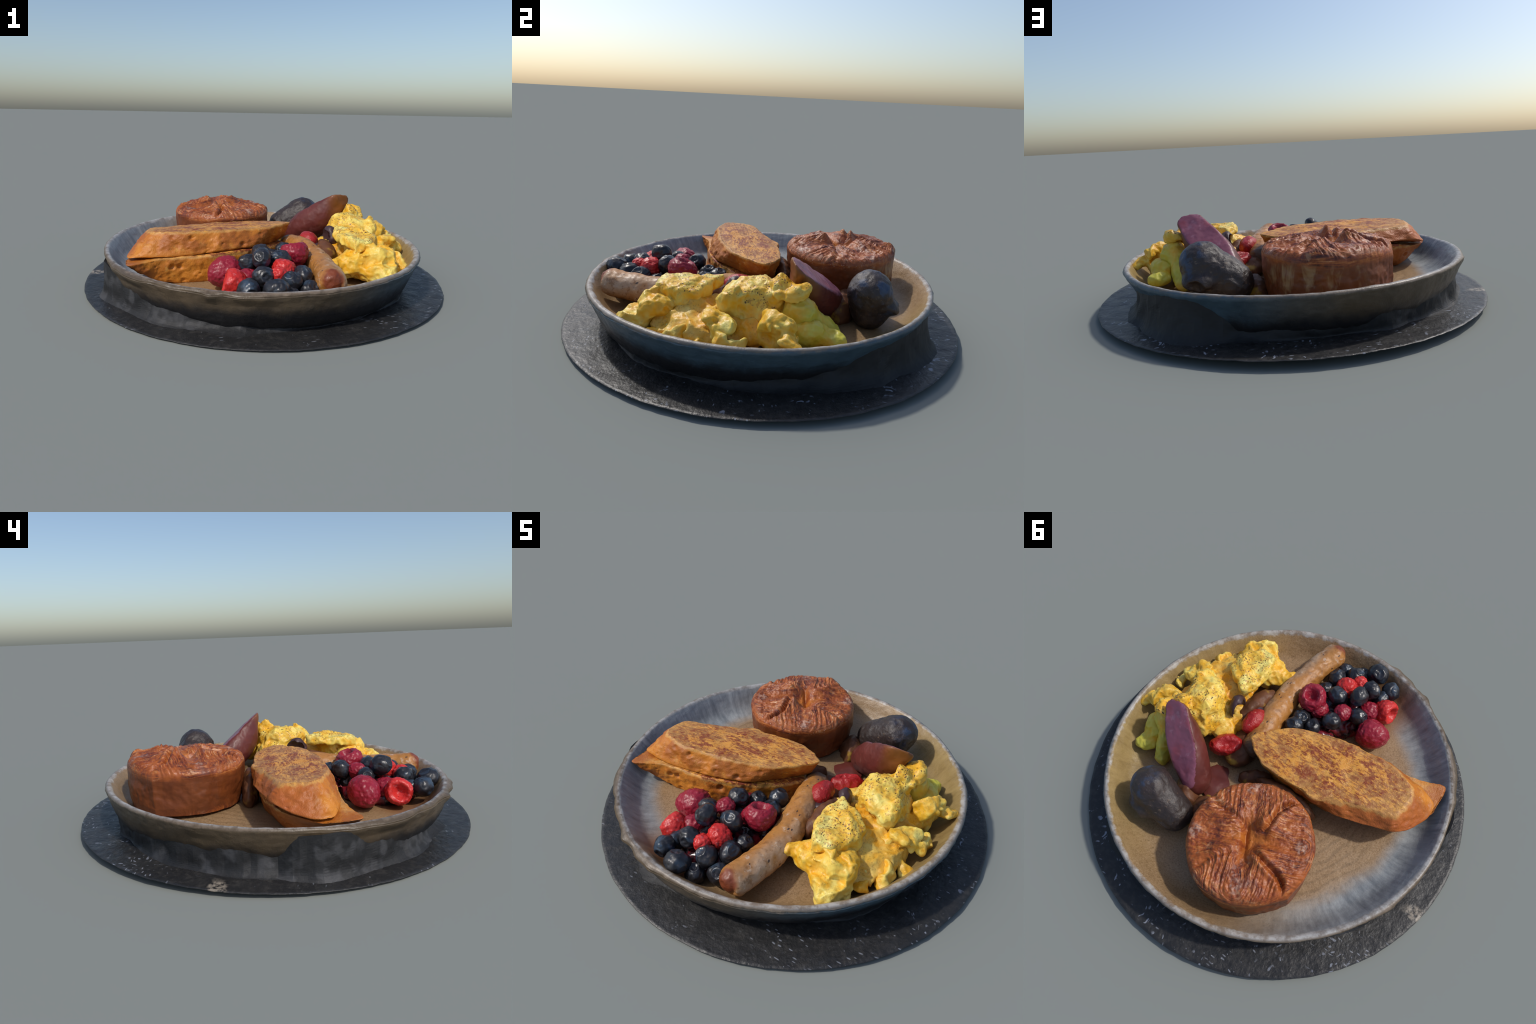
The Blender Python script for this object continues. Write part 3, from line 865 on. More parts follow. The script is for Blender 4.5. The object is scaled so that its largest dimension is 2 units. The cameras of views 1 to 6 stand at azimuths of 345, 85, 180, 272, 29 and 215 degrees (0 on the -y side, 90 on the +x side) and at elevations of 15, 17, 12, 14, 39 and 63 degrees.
def build_toast():
    org = (-0.30, -0.09, 0.20)
    top = [(.157, -.010, .329), (.046, .074, .322), (-.030, .087, .322), (-.105, .094, .321), (-.205, .092, .320), (-.283, .100, .318), (-.366, .046, .324),
           (-.515, .004, .328), (-.628, -.030, .329), (-.660, -.122, .336), (-.640, -.190, .343), (-.560, -.230, .347), (-.476, -.250, .349), (-.390, -.246, .349), (-.305, -.238, .348), (-.200, -.228, .347), (-.046, -.183, .343), (.019, -.156, .341), (.090, -.093, .336)]
    bot = [(.075, -.030, .225), (.030, .040, .218), (-.050, .060, .212), (-.120, .070, .212), (-.210, .072, .212), (-.290, .066, .218), (-.400, .090, .254),
           (-.537, .060, .262), (-.690, -.004, .254), (-.752, -.105, .224), (-.776, -.175, .216), (-.768, -.240, .221), (-.706, -.268, .230), (-.591, -.292, .232), (-.440, -.293, .236), (-.317, -.290, .246), (-.138, -.248, .250), (-.060, -.188, .243), (.020, -.100, .230)]
    m = toast_material(0.327 - 0.20 + 0.0058 + 0.020, -0.079, "griddled_bread", 0.0)
    ob = loft_slice("toast_slice", top, bot, m, org, 11, 0.006, 0.016, 0.006)
    tag(ob, "pointed thick slice of egg-dipped griddled bread, browned top", "french toast")
    top = [(.105, -.050, .230), (.030, .040, .224), (-.120, .072, .216), (-.250, .072, .214), (-.400, .066, .236), (-.540, .036, .244), (-.680, -.040, .218), (-.772, -.175, .204), (-.784, -.240, .206),
           (-.774, -.354, .217), (-.690, -.334, .221), (-.591, -.306, .229), (-.440, -.300, .233), (-.317, -.298, .243), (-.180, -.268, .245), (-.050, -.200, .238), (.050, -.125, .232)]
    bot = [(.085, -.050, .100), (.010, .020, .098), (-.120, .055, .096), (-.250, .040, .096), (-.400, .002, .096), (-.520, -.035, .098), (-.600, -.068, .102), (-.650, -.130, .112), (-.680, -.200, .124),
           (-.690, -.310, .150), (-.640, -.306, .118), (-.560, -.306, .102), (-.440, -.306, .096), (-.330, -.302, .095), (-.190, -.268, .095), (-.040, -.205, .096), (.050, -.135, .098)]
    org = (-0.33, -0.14, 0.11)
    m = toast_material(0.212 - 0.11 + 0.012 + 0.020, -0.035, "griddled_bread_lower", 3.3)
    ob = loft_slice("toast_slice", top, bot, m, org, 29, 0.005, 0.016, 0.004)
    tag(ob, "lower slice of egg-dipped griddled bread with open crumb", "french toast")


# ------------------------------------------------------------------ round laminated pastry
def petal_distance(x, y):
    d = None
    for cx, cy in PETALS:
        cx, cy = cx * 1.25, cy * 1.25
        t = np.clip((x * cx + y * cy) / (cx * cx + cy * cy), 0, 1)
        e = np.hypot(x - cx * t, y - cy * t)
        d = e if d is None else smin(d, e, 0.035)
    return d


def build_pastry():
    mat = pastry_material()
    n, rin, rside = 560, 150, 56
    a = np.linspace(0, 2 * np.pi, n, endpoint=False)
    circ = np.stack([np.cos(a), np.sin(a), 0 * a], 1)
    az = np.degrees(a)
    R = 0.293 + 0.008 * fbm(circ, 2.5, 3, 14) + periodic(az, [(150, 0.0), (157, 0.010), (166, 0.0), (60, 0), (76, 0.008), (90, 0), (-90, 0.0), (-40, -0.004)])
    u = np.linspace(0, 1, rin)
    u[0] = 0.006
    rad = u[:, None] * R[None, :]
    X, Y = rad * np.cos(a), rad * np.sin(a)
    P = np.stack([X, Y, 0 * X], -1).reshape(-1, 3)
    wx, wy = 0.020 * fbm(P, 8, 2, 41) + 0.022 * perlin(P, 4, 51), 0.020 * fbm(P, 8, 2, 42) + 0.022 * perlin(P, 4, 52)
    x, y = P[:, 0] + wx, P[:, 1] + wy
    d = petal_distance(x, y).reshape(X.shape)
    rr = rad
    z = 0.231 - 0.016 * np.exp(-(rr / 0.05) ** 2)
    z = z + 0.026 * sstep(0.006, 0.058, d) * np.exp(-((rr - 0.105) / 0.085) ** 2)
    # height of each petal, raised tips, the lifted corner and the sunken pinch
    for (cx, cy, hh, w) in ((-0.166, -0.076, 0.008, 0.08), (-0.061, 0.171, 0.020, 0.08), (0.184, 0.081, -0.006, 0.08), (0.095, -0.168, 0.012, 0.08),
                            (-0.081, 0.043, 0.020, 0.042), (-0.027, -0.088, 0.022, 0.042), (0.061, 0.270, 0.022, 0.045), (0.075, 0.150, 0.018, 0.05),
                            (-0.02, 0.02, -0.012, 0.03), (0.053, -0.036, -0.016, 0.035), (0.16, -0.03, -0.014, 0.03), (-0.20, 0.09, -0.012, 0.04), (0.02, -0.20, 0.008, 0.04), (-0.30, 0.13, -0.03, 0.05)):
        z = z + hh * np.exp(-(((X - cx) ** 2 + (Y - cy) ** 2) / w ** 2))
    # slit across the pinched centre
    sx, sy = (x - .015) * -0.51 + (y - .025) * 0.86, (x - .015) * 0.86 + (y - .025) * 0.51
    z = z - (0.034 * np.exp(-(sx / 0.075) ** 2 - (sy / 0.016) ** 2)).reshape(X.shape)
    for ang, dep in ((152, 0.022), (66, 0.007), (-18, 0.010), (252, 0.024)):
        t = math.radians(ang)
        along = x * math.cos(t) + y * math.sin(t)
        across = -x * math.sin(t) + y * math.cos(t) + 0.02 * np.sin(along * 18 + ang)
        cr = np.exp(-(across / 0.012) ** 2) - 0.55 * np.exp(-((np.abs(across) - 0.028) / 0.018) ** 2)
        z = z - (dep * cr * sstep(0.05, 0.10, along) * sstep(0.31, 0.24, along)).reshape(X.shape)
    Q = np.stack([2.2 * d.ravel(), 0.10 * rr.ravel(), 0.12 * x], 1)
    lam = perlin(Q, 34, 43) + 0.6 * perlin(Q, 75, 45)
    z = z + (0.011 * lam).reshape(X.shape) * sstep(0.012, 0.060, d) + 0.012 * fbm(P, 10, 3, 44).reshape(X.shape) + 0.005 * fbm(P, 48, 2, 46).reshape(X.shape)
    roundoff = np.clip((u[:, None] - 0.85) / 0.15, 0, 1)
    z = z - 0.036 * (1 - np.sqrt(np.clip(1 - roundoff ** 2, 0, 1)))
    top = np.stack([X, Y, z], -1)
    zr = z[-1]
    rows = [top]
    s = np.linspace(0, 1, rside)[1:]
    side = []
    for v in s:
        q = np.stack([R * np.cos(a), R * np.sin(a), zr * (1 - v)], 1)
        fac = 1 + 0.012 * math.sin(math.pi * min(1, v * 1.1)) - 0.025 * max(0, v - 0.8) / 0.2 - 0.010 * v
        taper = 0.075 * sstep(0.55, -0.35, np.sin(a)) * v
        q[:, :2] *= (fac - taper)[:, None]
        side.append(q)
    side = np.array(side)
    f = fbm(side.reshape(-1, 3), 9, 3, 47) * 0.014 + fbm(side.reshape(-1, 3), 30, 2, 48) * 0.003
    f = f * np.repeat(np.sin(np.pi * np.clip(s, 0, 0.95)), n)
    side[:, :, 0] += (f.reshape(side.shape[:2])) * np.cos(a)
    side[:, :, 1] += (f.reshape(side.shape[:2])) * np.sin(a)
    rows.append(side)
    bot = side[-1][None] * np.linspace(0.95, 0.01, 8)[:, None, None]
    bot[:, :, 2] = -0.002
    G = np.concatenate([top, side, bot])
    V = G.reshape(-1, 3) + PAST
    V[:, 2] += tilt(V[:, 0], V[:, 1]) * 1.0
    F = grid_faces(len(G), n)
    ob = mesh_object("pastry", V, F, mat, tuple(PAST))
    tag(ob, "round caramelised laminated pastry with four folded swirls", "pastry")


# ------------------------------------------------------------------ sausage
def build_sausage():
    C = np.array([(.100, -.806, .206), (.106, -.775, .206), (.140, -.662, .194), (.166, -.541, .186), (.180, -.415, .190), (.176, -.307, .200), (.165, -.200, .208), (.155, -.100, .206), (.158, -.030, .196), (.165, .020, .180)])
    m, k = 170, 96
    S = catmull(C, m)
    t = np.gradient(S, axis=0)
    t /= np.linalg.norm(t, axis=1)[:, None]
    L = np.r_[0, np.cumsum(np.linalg.norm(np.diff(S, axis=0), axis=1))]
    r = 0.0685 * np.ones(m) - 0.006 * sstep(0.45, 0.8, L)
    e0, e1 = L / 0.060, (L[-1] - L) / 0.055
    r = r * np.sqrt(np.clip(1 - np.clip(1 - e0, 0, 1) ** 2.3, 0.0004, 1)) * np.sqrt(np.clip(1 - np.clip(1 - e1, 0, 1) ** 2, 0.0004, 1))
    side = np.cross(t, (0, 0, 1.0))
    side /= np.linalg.norm(side, axis=1)[:, None]
    up = np.cross(side, t)
    a = np.linspace(0, 2 * np.pi, k, endpoint=False)
    V = S[:, None] + r[:, None, None] * (np.cos(a)[None, :, None] * side[:, None] + np.sin(a)[None, :, None] * up[:, None])
    V = V.reshape(-1, 3)
    F = grid_faces(m, k)
    nr = normals_of(V, F)
    if nr[(m // 2) * k] @ (V[(m // 2) * k] - S[m // 2]) < 0:
        F, nr = F[:, ::-1], -nr
    V = V + nr * (0.010 * fbm(V, 8, 3, 52) + 0.004 * fbm(V, 34, 3, 53))[:, None]
    ob = mesh_object("sausage", V, F, sausage_material(), (0.165, -0.40, 0.12))
    tag(ob, "grilled curved pork sausage with browned end and specks", "sausage")


# ------------------------------------------------------------------ scrambled egg
def crumple(P, seed, amp=1.0):
    """crumpled skin: crests and torn folds between concave facets"""
    Q = P + 0.020 * np.stack([perlin(P, 10, seed + k) for k in (31, 32, 33)], 1)
    f1, f2 = worley(Q, 12, seed)
    g1, g2 = worley(Q, 26, seed + 7)
    ridge = np.abs(perlin(Q, 10, seed + 3))
    return amp * (0.002 - 0.030 * (f1 - 0.52) + 0.046 * (ridge - 0.154) - 0.009 * (g1 - 0.52) + 0.012 * perlin(P, 19, seed + 8) + 0.012 * (np.abs(perlin(Q, 24, seed + 9)) - 0.154))


def clusters(rng, masses, count, size):
    """small curds scattered over the skin of larger masses: (centre, radii, rotation)"""
    out = []
    for c, r in masses:
        for _ in range(count):
            d = rng.normal(size=3)
            d /= np.linalg.norm(d)
            d[2] = d[2] if d[2] > -0.3 else -d[2]
            p = np.array(c) + d * np.array(r) * 0.80
            out.append((p, size * rng.uniform(0.55, 1.25, 3), rot(*rng.uniform(0, 180, 3))))
    return out


def build_egg():
    mp, mn, mg = egg_material("scrambled_egg_peppered", 1.0), egg_material("scrambled_egg", 0.25), egg_material("scrambled_egg_green", 0.0, 0.75)
    egg = empty("scrambled_egg", (0.55, -0.2, 0.13), "heap of crumpled yellow scrambled egg curds with black pepper", "scrambled egg")
    rng = np.random.default_rng(12)

    def curd(name, lo, hi, f, mat, seed, amp=1.0, h=0.005, masses=(), count=0, size=0.03):
        small = clusters(rng, masses, count, size)

        def g(P):
            d = f(P)
            near = np.abs(d) < 0.07
            Pn, dn = P[near], d[near]
            for c, r, R in small:
                dn = smin(dn, ellipsoid(Pn, c, r, R), 0.010)
            d[near] = dn
            return d
        V, F = surface(g, lo, hi, h, lambda P: crumple(P, seed, amp))
        fold = np.abs(perlin(V + 0.02 * perlin(V, 14, seed + 6)[:, None], 30, seed + 20))
        V = V + normals_of(V, F) * (0.0015 - 0.010 * fold + 0.0015 * perlin(V, 70, seed + 21))[:, None]
        mesh_object(name, V, F, mat, tuple((np.array(lo) + np.array(hi)) / 2 * [1, 1, 0] + [0, 0, 0.13]), egg)

    E = ellipsoid
    # peppered slab at the front
    def f(P):
        d = slab(P, [(.298, -.315, .345), (.325, -.518, .332), (.440, -.498, .312), (.535, -.335, .332), (.350, -.203, .338)], 0.055, 0.02)
        return smin(d, E(P, (.425, -.37, .26), (.085, .10, .08)), 0.03)
    curd("egg_curd", (.20, -.62, .15), (.64, -.11, .43), f, mp, 61, 0.62)
    # front mass below it
    def f(P):
        d = E(P, (.390, -.475, .195), (.115, .105, .080))
        d = smin(d, E(P, (.465, -.495, .235), (.090, .085, .065)), 0.03)
        d = smin(d, E(P, (.275, -.475, .200), (.080, .050, .050)), 0.03)
        d = smin(d, E(P, (.46, -.575, .165), (.085, .070, .055)), 0.025)
        return smin(d, E(P, (.475, -.615, .155), (.060, .05, .045)), 0.02)
    curd("egg_curd", (.12, -.76, .06), (.66, -.31, .36), f, mn, 71, 1.0, 0.005, [((.39, -.49, .19), (.10, .09, .08)), ((.48, -.57, .155), (.07, .06, .045))], 9, 0.024)
    # peppered high mass
    def f(P):
        d = E(P, (.490, -.075, .312), (.090, .135, .066), rot(8))
        d = smin(d, E(P, (.572, -.172, .330), (.030, .048, .046)), 0.02)
        d = smin(d, E(P, (.560, -.165, .275), (.055, .070, .060), rot(0, 20)), 0.03)
        d = smin(d, E(P, (.545, .035, .352), (.052, .048, .056)), 0.03)
        d = smin(d, E(P, (.590, .105, .355), (.052, .062, .030), rot(60, -15)), 0.025)
        return smin(d, E(P, (.50, -.05, .22), (.14, .15, .10)), 0.04)
    curd("egg_curd", (.28, -.34, .08), (.78, .27, .49), f, mp, 83, 0.85, 0.005, [((.51, -.08, .30), (.075, .14, .065)), ((.57, .05, .33), (.06, .08, .05))], 10, 0.020)
    # right mass towards the rim
    def f(P):
        d = E(P, (.680, -.015, .250), (.058, .058, .052), rot(0, 12))
        d = smin(d, E(P, (.718, -.005, .282), (.036, .046, .036)), 0.025)
        d = smin(d, E(P, (.788, .045, .222), (.050, .034, .026), rot(40, 15)), 0.025)
        return smin(d, E(P, (.675, .02, .175), (.072, .095, .060)), 0.03)
    curd("egg_curd", (.52, -.18, .08), (.90, .22, .38), f, mn, 97, 0.9, 0.005, [((.71, .0, .245), (.07, .07, .05))], 12, 0.022)
    # front right masses
    def f(P):
        d = capsule(P, (.595, -.270, .208), (.675, -.180, .232), .044, .046)
        d = smin(d, E(P, (.745, -.140, .182), (.040, .030, .024), rot(40, 12)), 0.025)
        d = smin(d, E(P, (.635, -.385, .170), (.042, .044, .040)), 0.02)
        d = smin(d, E(P, (.560, -.408, .165), (.040, .038, .036)), 0.02)
        for c in ((.570, -.500, .150), (.635, -.435, .152), (.700, -.335, .150)):
            d = smin(d, E(P, c, (.038, .036, .032)), 0.02)
        return smin(d, E(P, (.645, -.26, .158), (.055, .09, .044)), 0.03)
    curd("egg_curd", (.44, -.60, .06), (.86, -.04, .36), f, mn, 103, 1.0, 0.005, [((.64, -.24, .22), (.07, .07, .05)), ((.60, -.39, .17), (.06, .04, .03)), ((.70, -.20, .19), (.06, .06, .04))], 9, 0.022)
    # orange middle seen in the hollows
    def f(P):
        d = E(P, (.525, -.245, .168), (.165, .26, .078))
        d = smin(d, E(P, (.49, -.25, .215), (.10, .15, .062)), 0.05)
        d = smin(d, E(P, (.63, -.06, .19), (.07, .09, .05)), 0.04)
        return smin(d, E(P, (.38, -.14, .17), (.13, .13, .08)), 0.05)
    curd("egg_curd", (.16, -.58, .05), (.86, .12, .36), f, egg_material("scrambled_egg_soft", 0.3, 0.0, 0.35), 109, 0.9, 0.006, [((.53, -.24, .165), (.16, .24, .07))], 20, 0.026)
    # smooth greenish curds at the back
    def f(P):
        d = E(P, (.655, .245, .175), (.062, .052, .040), rot(20))
        return smin(d, E(P, (.650, .130, .195), (.070, .09, .065)), 0.03)
    curd("egg_curd", (.50, .0, .07), (.80, .36, .31), f, mg, 113, 0.45)
    def f(P):
        d = capsule(P, (.535, .265, .150), (.575, .13, .26), .038, .055)
        return smin(d, E(P, (.60, .10, .25), (.07, .07, .09)), 0.03)
    curd("egg_curd", (.44, -.02, .07), (.72, .35, .38), f, mg, 127, 0.5)
    # a little dribble beside the tomatoes
    def f(P):
        d = E(P, (.235, -.02, .15), (.035, .05, .035))
        return smin(d, E(P, (.36, -.04, .185), (.075, .07, .055)), 0.03)
    curd("egg_curd", (.16, -.15, .07), (.48, .10, .28), f, mn, 131, 0.6)


# ------------------------------------------------------------------ potatoes
def build_potatoes():
    # purple wedge: skin body cut by a flat flesh face
    Tp = np.array([.515, .100, .452])
    nf = np.array([0.04, 0.65, 0.76])
    nf /= np.linalg.norm(nf)
    ax = basis((-0.245, 0.19, -0.235))
    def f(P):
        d = ellipsoid(P, (.395, .200, .290), (.200, .092, .105), ax)
        d = smin(d, capsule(P, (.505, .114, .438), (.290, .285, .195), .066, .078), 0.03)
        d = -smin(-d, -halfspace(P, (.45, .078, .3), (0.10, -1, -0.04)), 0.02)
        d = -smin(-d, -(halfspace(P, Tp, nf) + 0.006 * fbm(P, 9, 3, 141)), 0.010)
        d = -smin(-d, -halfspace(P, (.580, .11, .4), (0.9, -0.3, 0.1)), 0.02)
        d = -smin(-d, -halfspace(P, (0, 0, .100), (0, 0, -1)), 0.02)
        return d + 0.007 * fbm(P, 8, 3, 142) + 0.0025 * fbm(P, 30, 2, 143)
    V, F = surface(f, (.12, .02, .09), (.66, .46, .50), 0.005)
    nrm = normals_of(V, F)
    flat = (np.abs((V - Tp) @ nf) < 0.016) & (nrm @ nf > 0.80)
    ff = flat[F].sum(1) >= 3
    org = np.array((.40, .20, .13))
    wedge = empty("potato_wedge", tuple(org), "roast purple potato wedge, dark red skin, mauve cut face", "potato")
    # split the closed surface by region; shared border and shared normals
    for nm, sel, mat in (("wedge_skin", ~ff, wedge_skin_material()), ("wedge_flesh", ff, wedge_face_material())):
        used = np.unique(F[sel])
        remap = -np.ones(len(V), int)
        remap[used] = np.arange(len(used))
        ob = mesh_object(nm, V[used], remap[F[sel]], mat, tuple(org), wedge)
        if len(ob.data.vertices) == len(used):
            ob.data.normals_split_custom_set_from_vertices([tuple(v) for v in nrm[used]])
    # torn skin flap lying beside the wedge
    def f(P):
        z0 = 0.112 + 0.55 * np.clip(0.10 - np.hypot(P[:, 0] - .24, P[:, 1] - .25), -0.05, 0.1) * 0.4 + 0.10 * np.clip(.19 - P[:, 0], 0, 1) + 0.012 * fbm(P * [1, 1, 0], 9, 2, 145)
        d = np.abs(P[:, 2] - z0) - 0.006
        e = np.hypot((P[:, 0] - .225) / 1.0, (P[:, 1] - .205) / 1.15) - 0.085 + 0.03 * fbm(P * [1, 1, 0], 14, 3, 146)
        return np.maximum(d, e)
    V, F = surface(f, (.08, .06, .06), (.38, .36, .22), 0.004)
    if len(V):
        mesh_object("skin_flap", V, F, wedge_skin_material(), tuple(org), wedge)

    # dark fingerling lying against the pastry
    org = np.array((.31, .50, .13))
    dark = empty("fingerling_potato", tuple(org), "blackened purple fingerling potato with wrinkled skin", "potato")
    A, B = np.array((.400, .457, .284)), np.array((.268, .488, .200))
    def f(P):
        d = capsule(P, A, B, .104, .092)
        d = smin(d, ellipsoid(P, (.375, .472, .200), (.090, .090, .10)), 0.03)
        e = ellipsoid(P, (.405, .540, .238), (.080, .066, .036), rot(8, 8, -24))
        e = np.maximum(e, -ellipsoid(P, (.430, .615, .200), (.055, .050, .050)))
        d = smin(d, e, 0.025)
        d = d + 0.013 * fbm(P, 7, 3, 151) + 0.010 * (np.abs(fbm(P, 17, 3, 152)) - 0.15)
        return -smin(-d, -halfspace(P, (0, 0, .100), (0, 0, -1)), 0.01)
    V, F = surface(f, (.08, .30, .08), (.58, .72, .44), 0.005)
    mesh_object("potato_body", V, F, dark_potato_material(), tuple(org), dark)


# ------------------------------------------------------------------ tomatoes and leaf
def build_tomatoes():
    m = tomato_material()
    R = basis((0.62, 0.66, -0.35))
    def f(P):
        d = ellipsoid(P, (.222, -.130, .245), (.052, .076, .052), rot(-8))
        return d + 0.016 * fbm(P, 9, 3, 161) + 0.006 * np.abs(fbm(P, 22, 2, 162))
    V, F = surface(f, (.12, -.25, .16), (.32, -.01, .33), 0.004)
    tag(mesh_object("tomato", V, F, m, (.222, -.13, .20)), "small wrinkled roast cherry tomato, glossy red", "tomato")
    def f(P):
        d = ellipsoid(P, (.285, .045, .195), (.092, .060, .060), rot(35, 6))
        d = -smin(-d, ellipsoid(P, (.265, .055, .268), (.060, .030, .044), rot(35)), 0.015)
        return d + 0.012 * fbm(P, 9, 3, 163) + 0.012 * np.abs(fbm(P, 18, 3, 164))
    V, F = surface(f, (.15, -.08, .08), (.43, .17, .30), 0.004)
    tag(mesh_object("tomato", V, F, m, (.275, .04, .15)), "collapsed roast cherry tomato with folded red skin", "tomato")

    ml = leaf_material()
    def f(P):
        # crumpled cup of skin, open to one side
        d = ellipsoid(P, (.342, -.150, .265), (.036, .062, .062), rot(10))
        d = np.maximum(d, -ellipsoid(P, (.322, -.140, .258), (.032, .055, .056), rot(10)))
        return d + 0.010 * fbm(P, 15, 3, 171)
    V, F = surface(f, (.22, -.24, .16), (.44, -.03, .37), 0.0035)
    tag(mesh_object("leaf", V, F, ml, (.33, -.14, .2)), "dark charred curled leaf scrap", "leaf")
    def f(P):
        d = ellipsoid(P, (.262, -.215, .215), (.070, .045, .030), rot(-30, 10))
        return d + 0.014 * fbm(P, 14, 3, 172)
    V, F = surface(f, (.15, -.31, .13), (.37, -.12, .29), 0.0045)
    tag(mesh_object("leaf", V, F, ml, (.26, -.215, .17)), "dark red charred scrap under the egg", "leaf")


# ------------------------------------------------------------------ berries
def ico(level):
    import bmesh
    bm = bmesh.new()
    bmesh.ops.create_icosphere(bm, subdivisions=level, radius=1.0)
    V = np.array([v.co[:] for v in bm.verts])
    F = np.array([[v.index for v in f.verts] for f in bm.faces])
    bm.free()
    return V, F


def build_berries():
    V0, F0 = ico(5)
    rng = np.random.default_rng(5)
    mb = blueberry_material()
    # centre, radius, squash, crown direction
    blue = [((-.111, -.352, .252), .048, 1.0, (.7, -.3, .6)), ((-.160, -.549, .276), .053, 1.02, (-.5, -.7, .5)), ((-.055, -.505, .250), .052, .95, (.1, -.4, .9)),
            ((-.180, -.657, .224), .053, 1.0, (.1, -.9, .2)), ((-.264, -.728, .192), .052, .95, (.0, -.9, -.1)), ((-.156, -.783, .202), .061, .86, (-.2, .4, .8)),
            ((-.062, -.703, .207), .054, 1.0, (-.3, -.3, .8)), ((.018, -.634, .206), .052, .95, (.5, -.2, .7)), ((.038, -.546, .190), .045, 1.0, (.5, .2, .8)),
            ((-.039, -.290, .210), .049, .95, (.2, .1, .9)), ((.045, -.242, .224), .050, 1.0, (.2, .4, .8)), ((.040, -.310, .205), .050, .9, (-.2, .2, .9)),
            ((-.205, -.462, .236), .047, 1.05, (-.8, .0, .3)), ((.018, -.730, .165), .047, .95, (.2, -.6, .7)), ((-.245, -.665, .180), .046, .95, (-.9, .3, .2)),
            ((-.085, -.40, .180), .050, 1.0, (-.7, .4, .4)), ((-.10, -.60, .165), .050, 1.0, (0, 0, 1)), ((-.08, -.77, .155), .045, 1.0, (0, 0, 1))]
    for i, (c, r, sq, cd) in enumerate(blue):
        c, r = (c[0], c[1], c[2] - 0.005), r * rng.uniform(0.92, 1.02)
        cd = np.array(cd, float) / np.linalg.norm(cd)
        P = V0 * r * rng.uniform(0.93, 1.07, 3)
        P = P + np.outer(P @ cd, cd) * (sq - 1)
        off = rng.uniform(-9, 9, 3)
        n = V0
        ca = V0 @ cd
        dent = 0.0075 * sstep(0.90, 0.985, ca + 0.03 * fbm(V0 + off, 4, 2, 202)) - 0.0022 * np.exp(-((ca - 0.87) / 0.04) ** 2)
        wr = 0.011 * fbm(P + off, 13, 3, 200) + 0.005 * (np.abs(fbm(P + off, 28, 2, 201)) - 0.2)
        P = P + n * (wr - dent)[:, None]
        base = np.array(c) - [0, 0, r]
        ob = mesh_object("blueberry", P + c, F0, mb, tuple(base))
        tag(ob, "dark glossy wrinkled blueberry", "blueberry")
    # raspberries: centre, radii along own axis / across, axis (from tip to the hollow), hollow radius, material
    deep = raspberry_material("raspberry_deep", (0.175, 0.006, 0.018), (0.36, 0.018, 0.038))
    bright = raspberry_material("raspberry_bright", (0.42, 0.012, 0.012), (0.66, 0.040, 0.032))
    rasp = [((-.316, -.440, .182), .090, .078, (.85, .25, .15), .022, deep), ((-.300, -.604, .176), .068, .066, (-.9, .1, .30), .032, bright), ((.046, -.421, .250), .066, .074, (-.1, .3, .95), .030, deep),
            ((-.066, -.595, .218), .058, .056, (.3, .3, .9), .0, bright), ((-.131, -.432, .240), .042, .044, (0, 0, 1), .0, deep), ((-.010, -.400, .210), .048, .048, (0, 0, 1), .0, deep),
            ((-.110, -.655, .215), .042, .042, (0, 0, 1), .0, bright), ((-.23, -.555, .175), .055, .055, (0, 0, 1), .0, deep)]
    for i, (c, ra, rc, axis, hole, m) in enumerate(rasp):
        ax = basis(axis, (0.1, 0.2, 1) if abs(axis[2]) < 0.9 else (1, 0, 0))
        Pl = V0 * [ra, rc, rc]
        off = rng.uniform(-9, 9, 3)
        # tapered towards the tip
        Pl[:, 1:] *= (1 + 0.16 * V0[:, :1])
        f1, f2 = worley(V0 + off, 4.2 if ra > 0.045 else 3.4, 300 + i)
        drup = 0.0075 * (0.5 - f1) * (1 if i in (3, 6, 2) else 0.75)
        ca = V0[:, 0]
        rho = np.hypot(Pl[:, 1], Pl[:, 2])
        P = Pl + V0 * (drup + 0.008 * fbm(Pl + off, 12, 3, 310) + 0.003 * fbm(Pl + off, 36, 2, 311))[:, None]
        if hole:
            dep = sstep(hole * 1.7, hole * 0.2, rho + 0.012 * fbm(Pl + off, 16, 2, 320)) * (ca > 0)
            P[:, 0] -= dep * ra * 0.85
        P = P @ ax.T + c
        ob = mesh_object("raspberry", P, F0, m, (c[0], c[1], c[2] - rc))
        tag(ob, "soft cooked red raspberry with small drupelets", "raspberry")
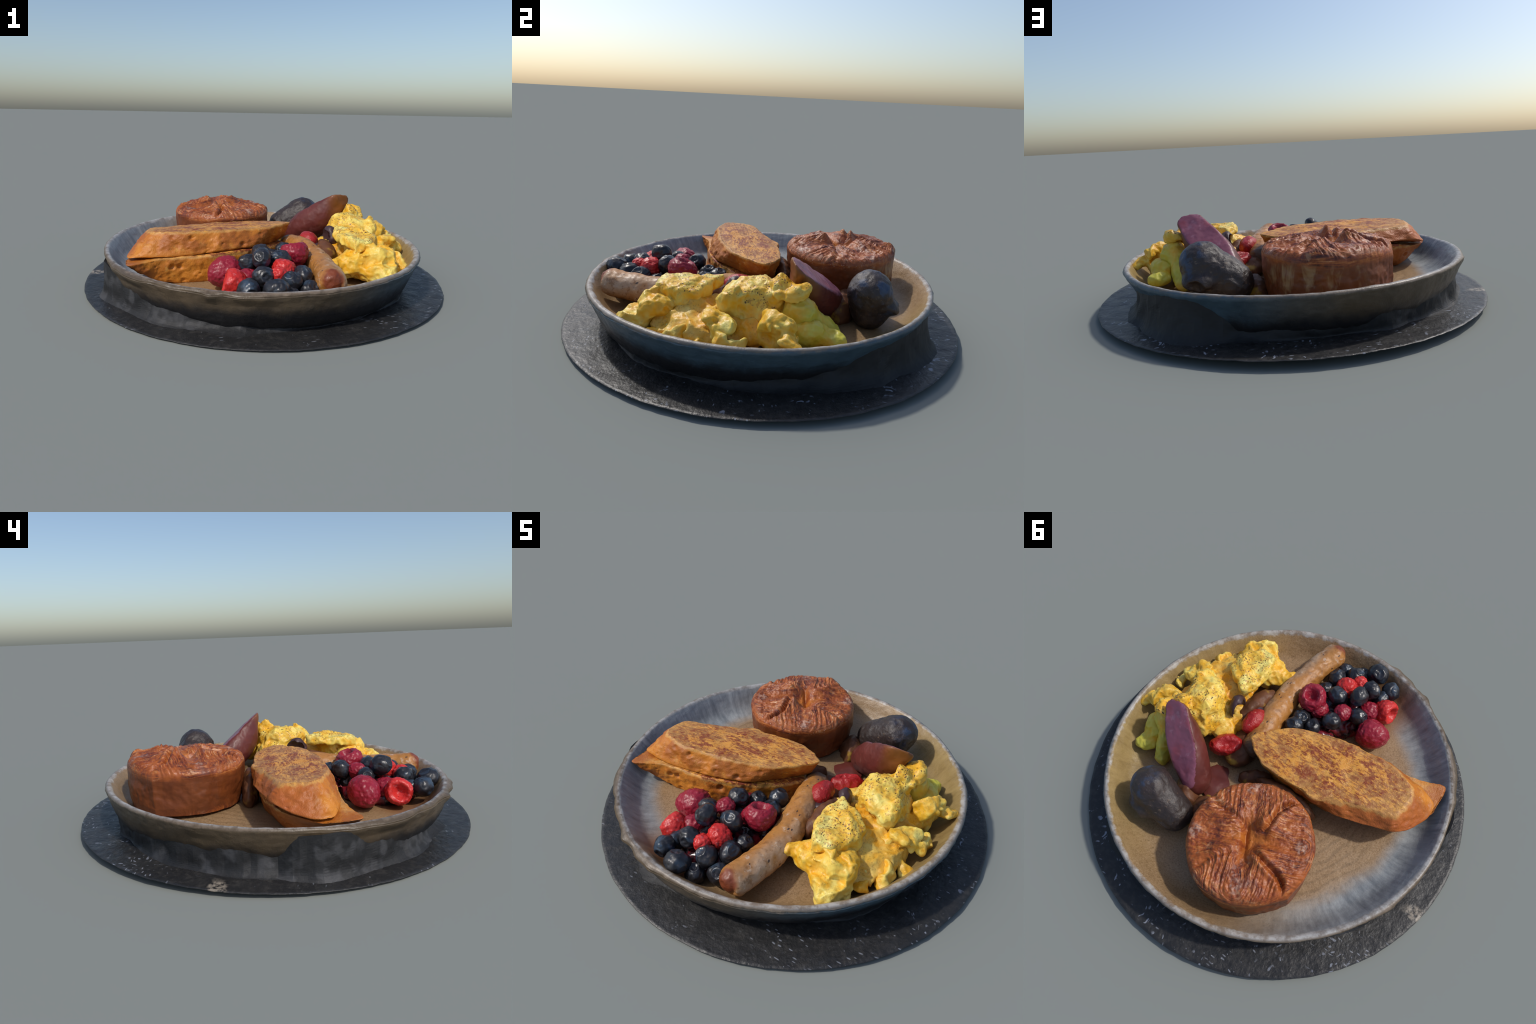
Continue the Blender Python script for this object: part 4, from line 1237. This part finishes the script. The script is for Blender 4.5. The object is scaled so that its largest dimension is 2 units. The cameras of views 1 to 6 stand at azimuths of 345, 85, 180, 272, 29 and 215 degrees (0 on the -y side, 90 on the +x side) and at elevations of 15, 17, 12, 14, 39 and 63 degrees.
    # cooked-down juice and skins that fill the gaps between the berries
    def f(P):
        d = ellipsoid(P, (-.09, -.55, .122), (.180, .195, .070))
        d = smin(d, ellipsoid(P, (.02, -.35, .12), (.09, .11, .062)), 0.05)
        return smin(d, ellipsoid(P, (-.05, -.285, .145), (.14, .05, .075)), 0.03)
    V, F = surface(f, (-.36, -.80, .05), (.18, -.18, .24), 0.006, lambda P: 0.022 * fbm(P, 12, 3, 401) - 0.010 * (worley(P, 20, 402)[0] - 0.5))
    ob = mesh_object("berry_compote", V, F, compote_material(), (-.08, -.5, .10))
    tag(ob, "dark red cooked berry juice and skins between berries", "fruit")
    ob["kind"] = "stuff"


def scrap_material():
    N = Nodes("browned_scraps")
    c = N.mix(N.noise(16, 4, 0.6), (0.050, 0.022, 0.012), (0.20, 0.075, 0.030))
    c = N.mix(N.math("MULTIPLY", N.ramp(N.noise(13, 3), 0.56, 0.68), 0.7), c, (0.42, 0.26, 0.03))
    N.bump(N.noise(40, 3), 0.5, 0.006)
    return N.finish(c, 0.5, 0.3)


def build_scraps():
    m = scrap_material()
    # browned bits of skin, egg and crumb that lie in the gaps between the foods
    for c, r, yaw, seed in (((-.13, .115, .160), (.18, .045, .105), 0, 501), ((.175, .405, .14), (.065, .10, .075), 20, 502), ((.30, .355, .15), (.09, .055, .085), -30, 503),
                            ((.215, -.02, .150), (.085, .13, .062), 0, 504), ((.285, -.235, .180), (.055, .14, .085), -12, 505), ((.06, .10, .130), (.09, .05, .060), 30, 506)):
        R = rot(yaw)
        lo, hi = np.array(c) - .20, np.array(c) + .20
        lo[2], hi[2] = .08, .30
        V, F = surface(lambda P: ellipsoid(P, c, r, R), lo, hi, 0.006, lambda P: 0.018 * fbm(P, 12, 3, seed) + 0.006 * (worley(P, 22, seed)[0] - 0.5))
        ob = mesh_object("food_scrap", V, F, m, (c[0], c[1], .11))
        tag(ob, "browned scrap of skin and crumb between the foods", "food scrap")


build_board()
build_scraps()
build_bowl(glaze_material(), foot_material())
build_toast()
build_pastry()
build_sausage()
build_egg()
build_potatoes()
build_tomatoes()
build_berries()
for ob in list(bpy.data.objects):
    if "at" in ob:
        del ob["at"]
